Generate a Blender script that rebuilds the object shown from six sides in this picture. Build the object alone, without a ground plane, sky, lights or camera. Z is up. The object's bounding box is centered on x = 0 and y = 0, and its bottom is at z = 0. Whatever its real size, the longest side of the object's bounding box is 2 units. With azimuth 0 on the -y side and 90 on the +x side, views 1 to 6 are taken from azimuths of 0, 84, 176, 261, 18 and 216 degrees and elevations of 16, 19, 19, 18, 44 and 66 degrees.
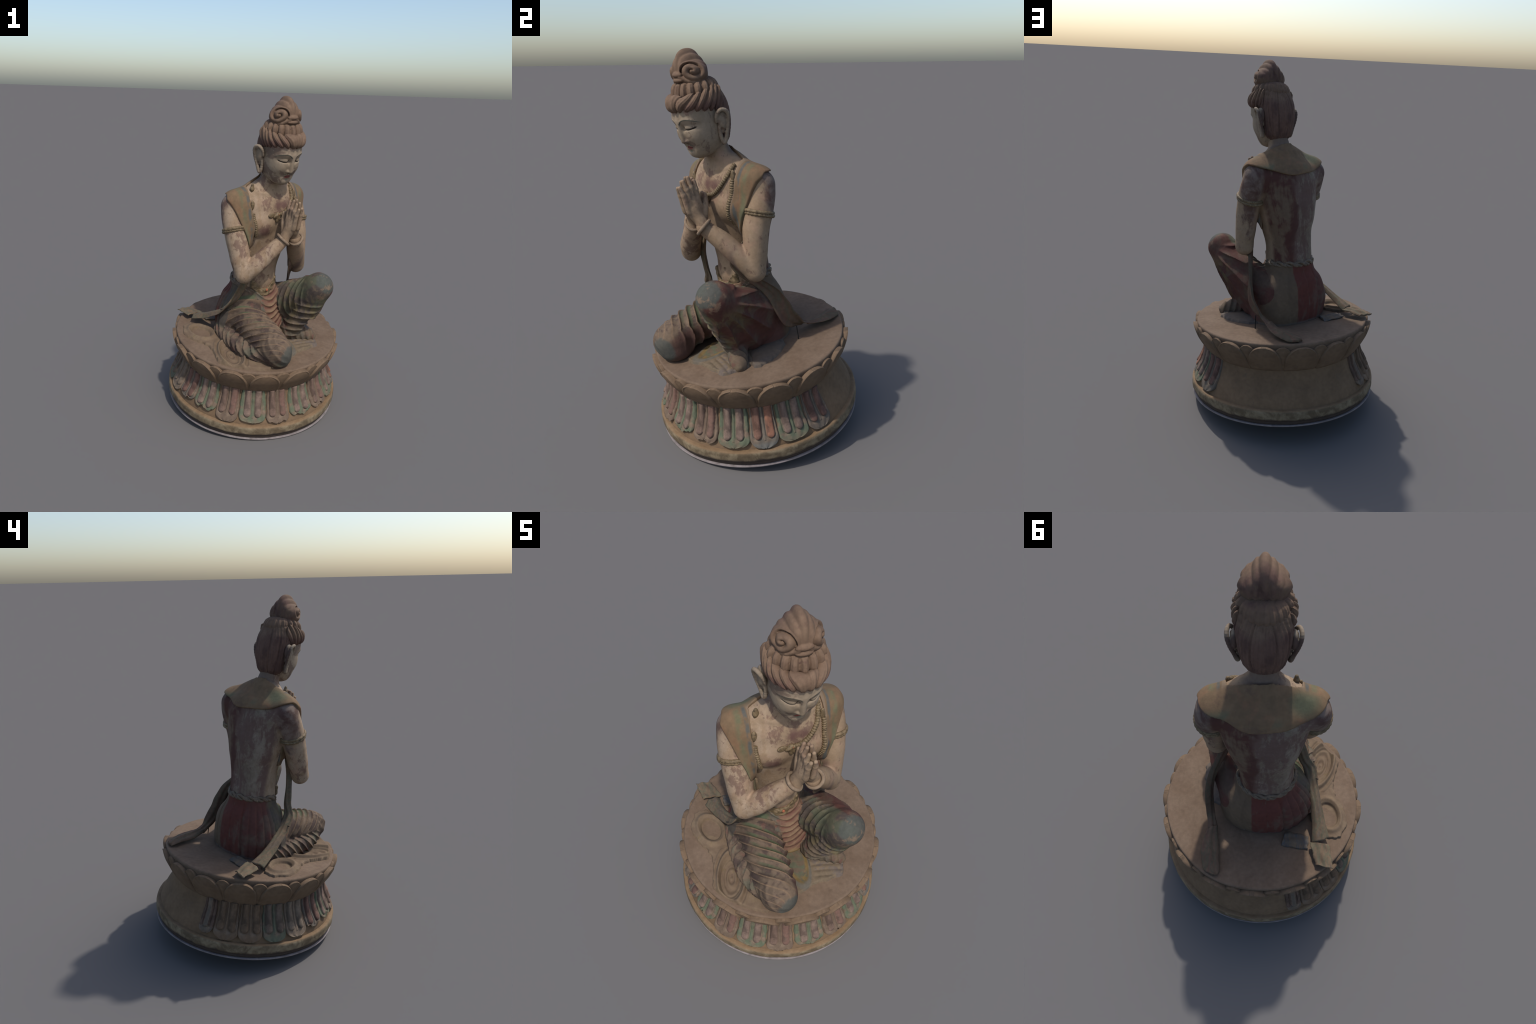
# Weathered painted clay figure kneeling in prayer on a round lotus pedestal.
import bpy, math
import numpy as np
from mathutils import Matrix, Vector

for o in list(bpy.data.objects):
    bpy.data.objects.remove(o, do_unlink=True)

# ---------------------------------------------------------------- frame
# The statue leans slightly forward: everything is modelled upright in a local
# frame (x = figure's left, -y = front, z = up the pedestal axis), the root is tilted.
ORIGIN = np.array([0.000, 0.015, 0.0670])
AXIS = np.array([0.045, -0.113, 1.0]); AXIS /= np.linalg.norm(AXIS)
YAW = math.radians(35.7)
ex = np.array([math.cos(YAW), math.sin(YAW), 0.0]); ex -= AXIS * (ex @ AXIS); ex /= np.linalg.norm(ex)
ey = np.cross(AXIS, ex)
ROOT = bpy.data.objects.new("kneeling_statue", None)
bpy.context.scene.collection.objects.link(ROOT)
ROOT.matrix_world = Matrix([[ex[i], ey[i], AXIS[i], ORIGIN[i]] for i in range(3)] + [[0, 0, 0, 1]])
ROOT["label"] = "weathered painted clay praying figure kneeling on a lotus pedestal"
ROOT["category"] = "statue"
SEAT = 0.455

# ================================================================ material helpers
class Mat:
    def __init__(s, name, rough=0.85, spec=0.25):
        s.m = bpy.data.materials.new(name); s.m.use_nodes = True
        s.nt = s.m.node_tree; s.nt.nodes.clear()
        s.out = s.nt.nodes.new('ShaderNodeOutputMaterial')
        s.b = s.nt.nodes.new('ShaderNodeBsdfPrincipled')
        s.b.inputs['Roughness'].default_value = rough
        s.b.inputs['Specular IOR Level'].default_value = spec
        s.nt.links.new(s.b.outputs[0], s.out.inputs[0])
        tc = s.nt.nodes.new('ShaderNodeTexCoord')
        s.P = tc.outputs['Object']
        sp = s.nt.nodes.new('ShaderNodeSeparateXYZ'); s.nt.links.new(s.P, sp.inputs[0])
        s.x, s.y, s.z = sp.outputs
    def put(s, sock, v):
        if hasattr(v, 'is_output'): s.nt.links.new(v, sock)
        elif v is not None:
            if sock.type == 'RGBA' and len(v) == 3: v = (*v, 1)
            sock.default_value = v
    def op(s, o, a, b=None, c=None):
        n = s.nt.nodes.new('ShaderNodeMath'); n.operation = o
        s.put(n.inputs[0], a)
        if b is not None: s.put(n.inputs[1], b)
        if c is not None: s.put(n.inputs[2], c)
        return n.outputs[0]
    def add(s, a, b): return s.op('ADD', a, b)
    def sub(s, a, b): return s.op('SUBTRACT', a, b)
    def mul(s, a, b): return s.op('MULTIPLY', a, b)
    def mx(s, a, b): return s.op('MAXIMUM', a, b)
    def mn(s, a, b): return s.op('MINIMUM', a, b)
    def absv(s, a): return s.op('ABSOLUTE', a)
    def inv(s, a): return s.op('SUBTRACT', 1.0, a)
    def step(s, v, a, b):            # smooth 0..1 while v goes a -> b
        n = s.nt.nodes.new('ShaderNodeMapRange'); n.interpolation_type = 'SMOOTHSTEP'
        s.put(n.inputs[0], v); n.inputs[1].default_value = a; n.inputs[2].default_value = b
        return n.outputs[0]
    def band(s, v, c, w, soft):      # 1 inside c+-w
        return s.step(s.absv(s.sub(v, c)), w + soft, max(w - soft, 0.0))
    def vec(s, loc=(0, 0, 0), sc=(1, 1, 1), rot=(0, 0, 0)):
        n = s.nt.nodes.new('ShaderNodeMapping'); s.nt.links.new(s.P, n.inputs[0])
        n.inputs['Location'].default_value = loc; n.inputs['Scale'].default_value = sc
        n.inputs['Rotation'].default_value = rot
        return n.outputs[0]
    def noise(s, scale, detail=4, rough=0.55, dist=0.0, v=None, seed=0.0):
        n = s.nt.nodes.new('ShaderNodeTexNoise'); n.noise_dimensions = '4D'
        n.inputs['W'].default_value = seed
        s.nt.links.new(v if v is not None else s.P, n.inputs['Vector'])
        n.inputs['Scale'].default_value = scale; n.inputs['Detail'].default_value = detail
        n.inputs['Roughness'].default_value = rough; n.inputs['Distortion'].default_value = dist
        return n.outputs[0]
    def vor(s, scale, v=None, feature='F1'):
        n = s.nt.nodes.new('ShaderNodeTexVoronoi'); n.feature = feature
        s.nt.links.new(v if v is not None else s.P, n.inputs['Vector'])
        n.inputs['Scale'].default_value = scale
        return n.outputs['Distance']
    def blob(s, c, r, soft=0.3, wob=None):      # ellipsoidal patch mask
        n = s.nt.nodes.new('ShaderNodeMapping'); s.nt.links.new(s.P, n.inputs[0])
        n.inputs['Location'].default_value = [-c[i] / r[i] for i in range(3)]
        n.inputs['Scale'].default_value = [1 / q for q in r]
        l = s.nt.nodes.new('ShaderNodeVectorMath'); l.operation = 'LENGTH'
        s.nt.links.new(n.outputs[0], l.inputs[0])
        d = l.outputs['Value']
        if wob is not None: d = s.add(d, wob)
        return s.step(d, 1 + soft, 1 - soft)
    def mix(s, f, a, b):
        n = s.nt.nodes.new('ShaderNodeMix'); n.data_type = 'RGBA'
        s.put(n.inputs[0], f); s.put(n.inputs[6], a); s.put(n.inputs[7], b)
        return n.outputs[2]
    def scale(s, c, f):              # colour * scalar
        n = s.nt.nodes.new('ShaderNodeMix'); n.data_type = 'RGBA'; n.blend_type = 'MULTIPLY'
        n.inputs[0].default_value = 1.0
        s.put(n.inputs[6], c)
        k = s.nt.nodes.new('ShaderNodeCombineColor')
        for i in range(3): s.put(k.inputs[i], f)
        s.nt.links.new(k.outputs[0], n.inputs[7])
        return n.outputs[2]
    def grime(s, col, amt=0.25, scale=30, seed=3.0):   # mottled value variation
        f = s.noise(scale, 6, 0.6, 0, seed=seed)
        n = s.nt.nodes.new('ShaderNodeMapRange'); s.nt.links.new(f, n.inputs[0])
        n.inputs[1].default_value = 0.3; n.inputs[2].default_value = 0.7
        n.inputs[3].default_value = 1 - amt; n.inputs[4].default_value = 1 + amt
        return s.scale(col, n.outputs[0])
    def done(s, col, bump=0.25, bscale=140, dist=0.003, height=None):
        s.put(s.b.inputs['Base Color'], col)
        h = s.noise(bscale, 5, 0.6, seed=7.0)
        h2 = s.noise(bscale * 0.22, 4, 0.55, seed=2.0)
        h = s.add(h, s.mul(h2, 1.5))
        if height is not None: h = s.add(h, height)
        bn = s.nt.nodes.new('ShaderNodeBump'); bn.inputs['Strength'].default_value = bump
        bn.inputs['Distance'].default_value = dist
        s.nt.links.new(h, bn.inputs['Height'])
        s.nt.links.new(bn.outputs[0], s.b.inputs['Normal'])
        return s.m

CLAY = (0.175, 0.118, 0.078)
CLAY2 = (0.20, 0.125, 0.068)
SKIN = (0.36, 0.275, 0.20)
RED = (0.10, 0.033, 0.026)
GREEN = (0.085, 0.125, 0.075)
BLUE = (0.06, 0.075, 0.08)
OCHRE = (0.19, 0.11, 0.042)

# ================================================================ field helpers
def vnoise(x, y, z, f, seed=0):
    """cheap smooth pseudo noise: sum of rotated sines"""
    r = np.random.RandomState(seed); out = 0
    for i in range(6):
        k = r.normal(size=3); k = k / np.linalg.norm(k) * f * (0.7 + 0.6 * r.rand())
        out = out + np.sin(k[0] * x + k[1] * y + k[2] * z + r.rand() * 6.28)
    return out / 3.5

def cubic(t, xs, ys):
    """monotone-ish smooth interpolation through control values"""
    xs = np.asarray(xs, float); ys = np.asarray(ys, float)
    m = np.gradient(ys, xs)
    t = np.clip(t, xs[0], xs[-1])
    i = np.clip(np.searchsorted(xs, t) - 1, 0, len(xs) - 2)
    h = xs[i + 1] - xs[i]; u = (t - xs[i]) / h
    return ((1 + 2 * u) * (1 - u) ** 2 * ys[i] + u * (1 - u) ** 2 * h * m[i]
            + u * u * (3 - 2 * u) * ys[i + 1] + u * u * (u - 1) * h * m[i + 1])

def smin(a, b, k):
    h = np.clip(0.5 + 0.5 * (b - a) / k, 0, 1)
    return b * (1 - h) + a * h - k * h * (1 - h)
def smax(a, b, k): return -smin(-a, -b, k)
def sstep(v, a, b):
    t = np.clip((v - a) / (b - a), 0, 1); return t * t * (3 - 2 * t)

def ell(x, y, z, c, r):
    dx, dy, dz = (x - c[0]) / r[0], (y - c[1]) / r[1], (z - c[2]) / r[2]
    k0 = np.sqrt(dx * dx + dy * dy + dz * dz)
    k1 = np.sqrt((dx / r[0]) ** 2 + (dy / r[1]) ** 2 + (dz / r[2]) ** 2) + 1e-9
    return k0 * (k0 - 1) / k1
def cone(x, y, z, a, b, ra, rb):
    a = np.asarray(a, float); b = np.asarray(b, float); d = b - a
    t = np.clip(((x - a[0]) * d[0] + (y - a[1]) * d[1] + (z - a[2]) * d[2]) / (d @ d), 0, 1)
    return np.sqrt((x - a[0] - t * d[0]) ** 2 + (y - a[1] - t * d[1]) ** 2
                   + (z - a[2] - t * d[2]) ** 2) - (ra + (rb - ra) * t)
def catmull(pts, n):
    P = np.asarray(pts, float)
    t = np.arange(len(P)); s = np.linspace(0, len(P) - 1, n)
    return np.stack([cubic(s, t, P[:, i]) for i in range(P.shape[1])], 1)

def chain(x, y, z, pts, k=0.02):
    """limb through rows of x,y,z,r; longer limbs are subdivided so that bends stay round"""
    pts = np.asarray(pts, float)
    if k >= 0.01: pts = catmull(pts, (len(pts) - 1) * 4 + 1)
    d = None
    for p, q in zip(pts[:-1], pts[1:]):
        e = cone(x, y, z, p[:3], q[:3], p[3], q[3])
        d = e if d is None else (np.minimum(d, e) if k >= 0.01 else smin(d, e, k))
    return d
def loft(x, y, z, rows, p=2.2):
    """stack of super-ellipse sections; rows: z cx cy half_width half_depth"""
    R = np.asarray(rows, float)
    cx, cy, w, d = (cubic(z, R[:, 0], R[:, i]) for i in (1, 2, 3, 4))
    w = np.maximum(w, 1e-3); d = np.maximum(d, 1e-3)
    u, v = np.abs(x - cx), np.abs(y - cy)
    f = ((u / w) ** p + (v / d) ** p) ** (1 / p)
    rad = np.sqrt(u * u + v * v) + 1e-9
    s = rad * (1 - 1 / np.maximum(f, 1e-6))
    s = np.where(f < 0.3, -0.7 * np.minimum(w, d), s)
    zz = np.maximum(R[0, 0] - z, z - R[-1, 0])
    return np.maximum(s * 0.92, zz)

def mesh_field(f, lo, hi, h):
    """polygonise f<0 with surface nets; only evaluates near the surface"""
    lo = np.asarray(lo, float); hi = np.asarray(hi, float)
    n = (np.ceil((hi - lo) / h / 4).astype(int)) * 4 + 1
    nc = (n - 1) // 4 + 1
    ax = [lo[i] + np.arange(n[i]) * h for i in range(3)]
    G = np.meshgrid(*[a[::4] for a in ax], indexing='ij')
    C = f(*[g.ravel() for g in G]).reshape(nc)
    near = np.abs(C) < 4 * h * 2.2
    for a in range(3):
        m = near.copy()
        sl = [slice(None)] * 3; sr = [slice(None)] * 3
        sl[a] = slice(1, None); sr[a] = slice(None, -1)
        m[tuple(sl)] |= near[tuple(sr)]; m[tuple(sr)] |= near[tuple(sl)]
        near = m
    idx = [np.minimum((np.arange(n[i]) + 2) // 4, nc[i] - 1) for i in range(3)]
    D = C[np.ix_(*idx)].astype(np.float32); M = near[np.ix_(*idx)]
    I = np.nonzero(M)
    D[I] = f(ax[0][I[0]], ax[1][I[1]], ax[2][I[2]])
    S = D < 0
    cs = n - 1
    cnt = np.zeros(cs, np.int8)
    for i in (0, 1):
        for j in (0, 1):
            for k in (0, 1):
                cnt += S[i:i + cs[0], j:j + cs[1], k:k + cs[2]]
    A = np.nonzero((cnt > 0) & (cnt < 8))
    vid = -np.ones(cs, np.int64); vid[A] = np.arange(len(A[0]))
    P = np.zeros((len(A[0]), 3)); W = np.zeros(len(A[0]))
    cor = [(i, j, k) for i in (0, 1) for j in (0, 1) for k in (0, 1)]
    for p in range(8):
        for q in range(p + 1, 8):
            d = np.array(cor[q]) - np.array(cor[p])
            if np.abs(d).sum() != 1: continue
            a = D[A[0] + cor[p][0], A[1] + cor[p][1], A[2] + cor[p][2]].astype(float)
            b = D[A[0] + cor[q][0], A[1] + cor[q][1], A[2] + cor[q][2]].astype(float)
            c = (a < 0) != (b < 0)
            t = np.where(c, a / np.where(c, a - b, 1), 0)
            P += c[:, None] * (np.array(cor[p]) + t[:, None] * d); W += c
    P = lo + (np.stack(A, 1) + P / W[:, None]) * h
    Q = []
    for a in range(3):
        b, c = (a + 1) % 3, (a + 2) % 3
        s0 = [slice(None)] * 3; s1 = [slice(None)] * 3
        s0[a] = slice(None, -1); s1[a] = slice(1, None)
        e = np.nonzero(S[tuple(s0)] != S[tuple(s1)])
        e = np.stack(e, 1)
        ok = (e[:, b] > 0) & (e[:, c] > 0) & (e[:, b] < cs[b]) & (e[:, c] < cs[c])
        e = e[ok]
        ins = S[tuple(s0)][tuple(e.T)]
        def g(db, dc):
            k = e.copy(); k[:, b] -= db; k[:, c] -= dc; return vid[tuple(k.T)]
        q = np.stack([g(1, 1), g(0, 1), g(0, 0), g(1, 0)], 1)
        q[~ins] = q[~ins][:, ::-1]
        Q.append(q)
    return P, np.concatenate(Q)

def smooth_verts(P, Q, it=2, lam=0.5):
    n = len(P)
    E = np.concatenate([Q[:, [0, 1]], Q[:, [1, 2]], Q[:, [2, 3]], Q[:, [3, 0]]])
    deg = np.bincount(E.ravel(), minlength=n)
    for _ in range(it):
        for l in (lam, -lam * 1.04):
            S = np.zeros_like(P)
            for k in range(3):
                S[:, k] = np.bincount(E[:, 0], P[E[:, 1], k], n) + np.bincount(E[:, 1], P[E[:, 0], k], n)
            P = P + l * (S / np.maximum(deg, 1)[:, None] - P)
    return P

def vert_normals(P, Q):
    N = np.zeros_like(P)
    fn = np.cross(P[Q[:, 2]] - P[Q[:, 0]], P[Q[:, 3]] - P[Q[:, 1]])
    for c in range(4):
        for k in range(3):
            N[:, k] += np.bincount(Q[:, c], fn[:, k], len(P))
    return N / (np.linalg.norm(N, axis=1)[:, None] + 1e-12)

def raw_mesh(name, P, F, smooth=True):
    me = bpy.data.meshes.new(name)
    F = np.asarray(F)
    me.vertices.add(len(P)); me.vertices.foreach_set('co', np.asarray(P, np.float32).ravel())
    k = F.shape[1]
    me.loops.add(F.size); me.loops.foreach_set('vertex_index', F.astype(np.int32).ravel())
    me.polygons.add(len(F)); me.polygons.foreach_set('loop_start', np.arange(0, F.size, k, dtype=np.int32))
    me.update(calc_edges=True); me.validate()
    me.polygons.foreach_set('use_smooth', np.full(len(me.polygons), smooth))
    return me

def obj(name, me, mat, parent=None, stuff=False):
    o = bpy.data.objects.new(name, me)
    bpy.context.scene.collection.objects.link(o)
    o.parent = parent if parent is not None else ROOT
    if mat is not None:
        me.materials.clear(); me.materials.append(mat)
    if stuff: o["kind"] = "stuff"
    return o

def field_object(name, f, lo, hi, h, mat, parent=None, it=1):
    P, Q = mesh_field(f, lo, hi, h)
    if it: P = smooth_verts(P, Q, it)
    return obj(name, raw_mesh(name, P, Q), mat, parent)

def split_object(f, lo, hi, h, label, parts, it=1):
    """one seamless surface cut into named regions; label(x,y,z)->index into parts[(name,mat)]"""
    P, Q = mesh_field(f, lo, hi, h)
    if it: P = smooth_verts(P, Q, it)
    N = vert_normals(P, Q)
    C = P[Q].mean(1); L = label(C[:, 0], C[:, 1], C[:, 2])
    out = []
    for i, (name, mat) in enumerate(parts):
        q = Q[L == i]
        if not len(q): continue
        u, inv = np.unique(q, return_inverse=True)
        me = raw_mesh(name, P[u], inv.reshape(q.shape))
        me.normals_split_custom_set_from_vertices(N[u].tolist())
        out.append(obj(name, me, mat))
    return out

def tube(path, rad, seg=10, close=False, squash=None):
    """tube mesh arrays along a path (n,3); rad scalar or (n,)"""
    P = np.asarray(path, float); n = len(P); rad = np.broadcast_to(rad, n)
    T = np.gradient(P, axis=0)
    if close: T = np.roll(P, -1, 0) - np.roll(P, 1, 0)
    T /= np.linalg.norm(T, axis=1)[:, None]
    up = np.array([0, 0, 1.0]); U = np.cross(T, up)
    bad = np.linalg.norm(U, axis=1) < 0.2
    U[bad] = np.cross(T[bad], [1.0, 0, 0]); U /= np.linalg.norm(U, axis=1)[:, None]
    V = np.cross(U, T)
    a = np.arange(seg) / seg * 2 * np.pi
    X = P[:, None] + rad[:, None, None] * (np.cos(a)[None, :, None] * U[:, None] + np.sin(a)[None, :, None] * V[:, None])
    F = []
    m = n if close else n - 1
    for i in range(m):
        j = (i + 1) % n
        for k in range(seg):
            l = (k + 1) % seg
            F.append((i * seg + k, i * seg + l, j * seg + l, j * seg + k))
    X = X.reshape(-1, 3)
    if not close:
        X = np.concatenate([X, P[[0, -1]]]); c0, c1 = len(X) - 2, len(X) - 1
        for k in range(seg):
            l = (k + 1) % seg
            F.append((c0, l, k, k)); F.append((c1, (n - 1) * seg + k, (n - 1) * seg + l, (n - 1) * seg + l))
    return X, np.array(F)

def tri_fix_mesh(name, V, F, smooth=True):
    """build a mesh that may hold degenerate quads standing for triangles"""
    faces = []
    for f in F:
        g = []
        for v in f:
            if v not in g: g.append(int(v))
        if len(g) > 2: faces.append(g)
    me = bpy.data.meshes.new(name); me.from_pydata([tuple(map(float, v)) for v in V], [], faces)
    me.update(); me.polygons.foreach_set('use_smooth', np.full(len(me.polygons), smooth))
    return me

def join_arrays(parts):
    V, F, o = [], [], 0
    for v, f in parts:
        V.append(v); F.append(np.asarray(f) + o); o += len(v)
    return np.concatenate(V), np.concatenate(F)

# ================================================================ materials
MT = {}
def clay_mat(name, c1, c2, c3=None, sc=9, bump=0.3):
    m = Mat(name)
    n = m.noise(sc, 5, 0.6, 0.4)
    col = m.mix(m.step(n, 0.35, 0.65), c1, c2)
    if c3 is not None:
        col = m.mix(m.mul(m.step(m.noise(sc * 2.3, 6, 0.65, 0.6, seed=5), 0.56, 0.72), 0.7), col, c3)
    col = m.grime(col, 0.14, 46)
    return m.done(col, bump, 120)
MT['clay'] = clay_mat("seat_clay", (0.122, 0.081, 0.053), (0.148, 0.102, 0.069), (0.103, 0.068, 0.044), 7)
MT['petal'] = clay_mat("petal_clay", (0.130, 0.085, 0.052), (0.158, 0.106, 0.066), (0.105, 0.072, 0.048), 10)
MT['drum'] = clay_mat("drum_clay", (0.135, 0.087, 0.050), (0.165, 0.107, 0.062), (0.11, 0.077, 0.052), 6)
MT['hem'] = clay_mat("hem_clay", (0.125, 0.085, 0.055), (0.155, 0.110, 0.070), (0.14, 0.098, 0.044), 13)
MT['iron'] = clay_mat("iron", (0.012, 0.011, 0.010), (0.02, 0.017, 0.015))
MT['white'] = clay_mat("plaster", (0.17, 0.145, 0.14), (0.22, 0.19, 0.185), (0.09, 0.07, 0.062), 14)
MT['bangle'] = clay_mat("bangle_clay", (0.17, 0.12, 0.08), (0.22, 0.16, 0.11), (0.11, 0.07, 0.05), 40)

def plinth_mat():
    m = Mat("plinth_clay")
    n = m.noise(8, 5, 0.6, 0.5)
    top = m.mix(m.step(n, .35, .65), (0.155, 0.098, 0.052), (0.185, 0.122, 0.070))
    n2 = m.noise(13, 6, 0.65, 0.8, seed=2)
    edge = m.mix(m.step(n2, .40, .62), (0.110, 0.080, 0.048), (0.205, 0.160, 0.100))
    col = m.mix(m.step(m.z, 0.092, 0.084), top, edge)
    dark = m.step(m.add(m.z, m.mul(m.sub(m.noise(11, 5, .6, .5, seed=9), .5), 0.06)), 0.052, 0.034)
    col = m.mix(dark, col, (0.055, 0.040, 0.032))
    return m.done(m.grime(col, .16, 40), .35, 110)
MT['plinth'] = plinth_mat()

def skin_mat(name, hand=False):
    m = Mat(name, 0.8, 0.25)
    big = m.noise(5.5, 5, 0.6, 0.6, seed=1)
    cream = m.mix(m.step(big, .35, .65), (0.222, 0.150, 0.092), (0.262, 0.187, 0.122))
    streak = m.noise(22, 6, 0.68, 0.4, m.vec(sc=(1, 1, 0.42)), seed=4)
    # chalky white ground showing on the figure's right shoulder, arm and the back
    rightw = m.mul(m.step(m.x, 0.0, -0.14), m.step(streak, .40, .56))
    col = m.mix(m.mul(rightw, .8), cream, (0.302, 0.224, 0.156))
    pinkish = m.step(m.noise(9, 5, .6, .5, seed=11), .52, .66)
    col = m.mix(m.mul(pinkish, .5), col, (0.27, 0.165, 0.115))
    if hand:
        col = m.mix(m.mul(m.step(m.noise(26, 5, .6, .5, seed=21), .46, .62), .55), col, (0.145, 0.100, 0.070))
    # flaked purple-brown under-paint
    flake = m.noise(24, 7, 0.72, 0.35, m.vec(sc=(1, 1, 0.65)), seed=8)
    chest = m.blob((0.02, -0.12, 1.335), (0.12, 0.11, 0.055), .5)
    chest2 = m.blob((-0.075, -0.12, 1.19), (0.06, 0.07, 0.045), .5)
    fore = m.blob((-0.10, -0.19, 1.06), (0.12, 0.08, 0.11), .5)
    elb = m.blob((-0.235, -0.10, 1.06), (0.05, 0.06, 0.20), .6)
    belly = m.blob((-0.07, -0.08, 0.88), (0.05, 0.06, 0.06), .5)
    neckp = m.blob((-0.06, -0.04, 1.47), (0.06, 0.06, 0.07), .5)
    zone = m.mx(m.mx(m.mx(chest, chest2), m.mx(fore, elb)), m.mx(belly, neckp))
    f = m.step(m.add(flake, m.mul(zone, .105)), .56, .645)
    col = m.mix(m.mul(f, .72), col, (0.118, 0.068, 0.052))
    spot = m.mx(m.blob((-0.085, -0.12, 1.185), (0.030, 0.06, 0.026), .35, m.mul(m.sub(streak, .5), 1.0)), m.blob((0.02, -0.12, 1.335), (0.045, 0.06, 0.020), .5, m.mul(m.sub(streak, .5), 2.2)))
    col = m.mix(m.mul(spot, .75), col, (0.105, 0.052, 0.045))
    # back: pale ground with wide purple and red-brown remains
    yb = m.step(m.add(m.y, m.mul(m.sub(m.noise(6, 4, .6, .4, seed=3), .5), .10)), 0.045, 0.085)
    isback = m.mul(yb, m.step(m.z, 1.50, 1.46))
    vert = m.noise(9, 7, 0.68, 0.9, m.vec(sc=(1.3, 1.3, 0.30)), seed=6)
    blot = m.noise(10, 6, 0.62, 0.8, seed=16)
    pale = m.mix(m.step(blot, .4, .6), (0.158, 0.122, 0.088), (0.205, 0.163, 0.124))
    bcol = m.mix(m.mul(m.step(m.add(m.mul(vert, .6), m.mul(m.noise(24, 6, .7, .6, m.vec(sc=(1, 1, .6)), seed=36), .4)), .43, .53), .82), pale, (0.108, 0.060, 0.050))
    leftside = m.step(m.add(m.x, m.mul(m.sub(blot, .5), .10)), 0.015, 0.06)
    lcol = m.mix(m.step(m.add(m.mul(vert, .5), m.mul(m.noise(7, 4, .55, .6, seed=26), .5)), .44, .53), (0.128, 0.086, 0.056), (0.074, 0.030, 0.023))
    bcol = m.mix(leftside, bcol, lcol)
    redstrip = m.mul(m.band(m.add(m.x, m.mul(m.sub(blot, .5), .06)), 0.035, 0.022, .015), m.step(m.noise(8, 4, .5, seed=33), .42, .52))
    bcol = m.mix(m.mul(redstrip, .9), bcol, (0.070, 0.030, 0.024))
    col = m.mix(isback, col, bcol)
    # outer arms keep dark red-brown behind
    armb = m.mul(m.step(m.absv(m.x), .20, .235), m.step(m.add(m.y, m.mul(m.sub(streak, .5), .14)), -0.012, 0.02))
    col = m.mix(m.mul(armb, .85), col, m.mix(m.step(blot, .42, .6), (0.075, 0.038, 0.032), (0.16, 0.12, 0.10)))
    # darker brown patch on the underside of the figure's left forearm
    forearm_dark = m.blob((0.19, -0.10, 0.97), (0.045, 0.10, 0.10), .35, m.mul(m.sub(streak, .5), 1.2))
    forearm_dark = m.mul(forearm_dark, m.step(m.x, .205, .18))
    col = m.mix(m.mul(forearm_dark, .8), col, (0.085, 0.055, 0.050))
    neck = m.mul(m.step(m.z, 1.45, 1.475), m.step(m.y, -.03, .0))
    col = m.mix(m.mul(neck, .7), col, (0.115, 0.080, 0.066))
    specks = m.step(m.noise(70, 3, .5, seed=41), .66, .72)
    col = m.mix(m.mul(specks, .6), col, (0.09, 0.055, 0.042))
    return m.done(m.grime(col, .12, 55), .22, 150)
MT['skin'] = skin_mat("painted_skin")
MT['skin_hand'] = skin_mat("painted_hand", True)

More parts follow.
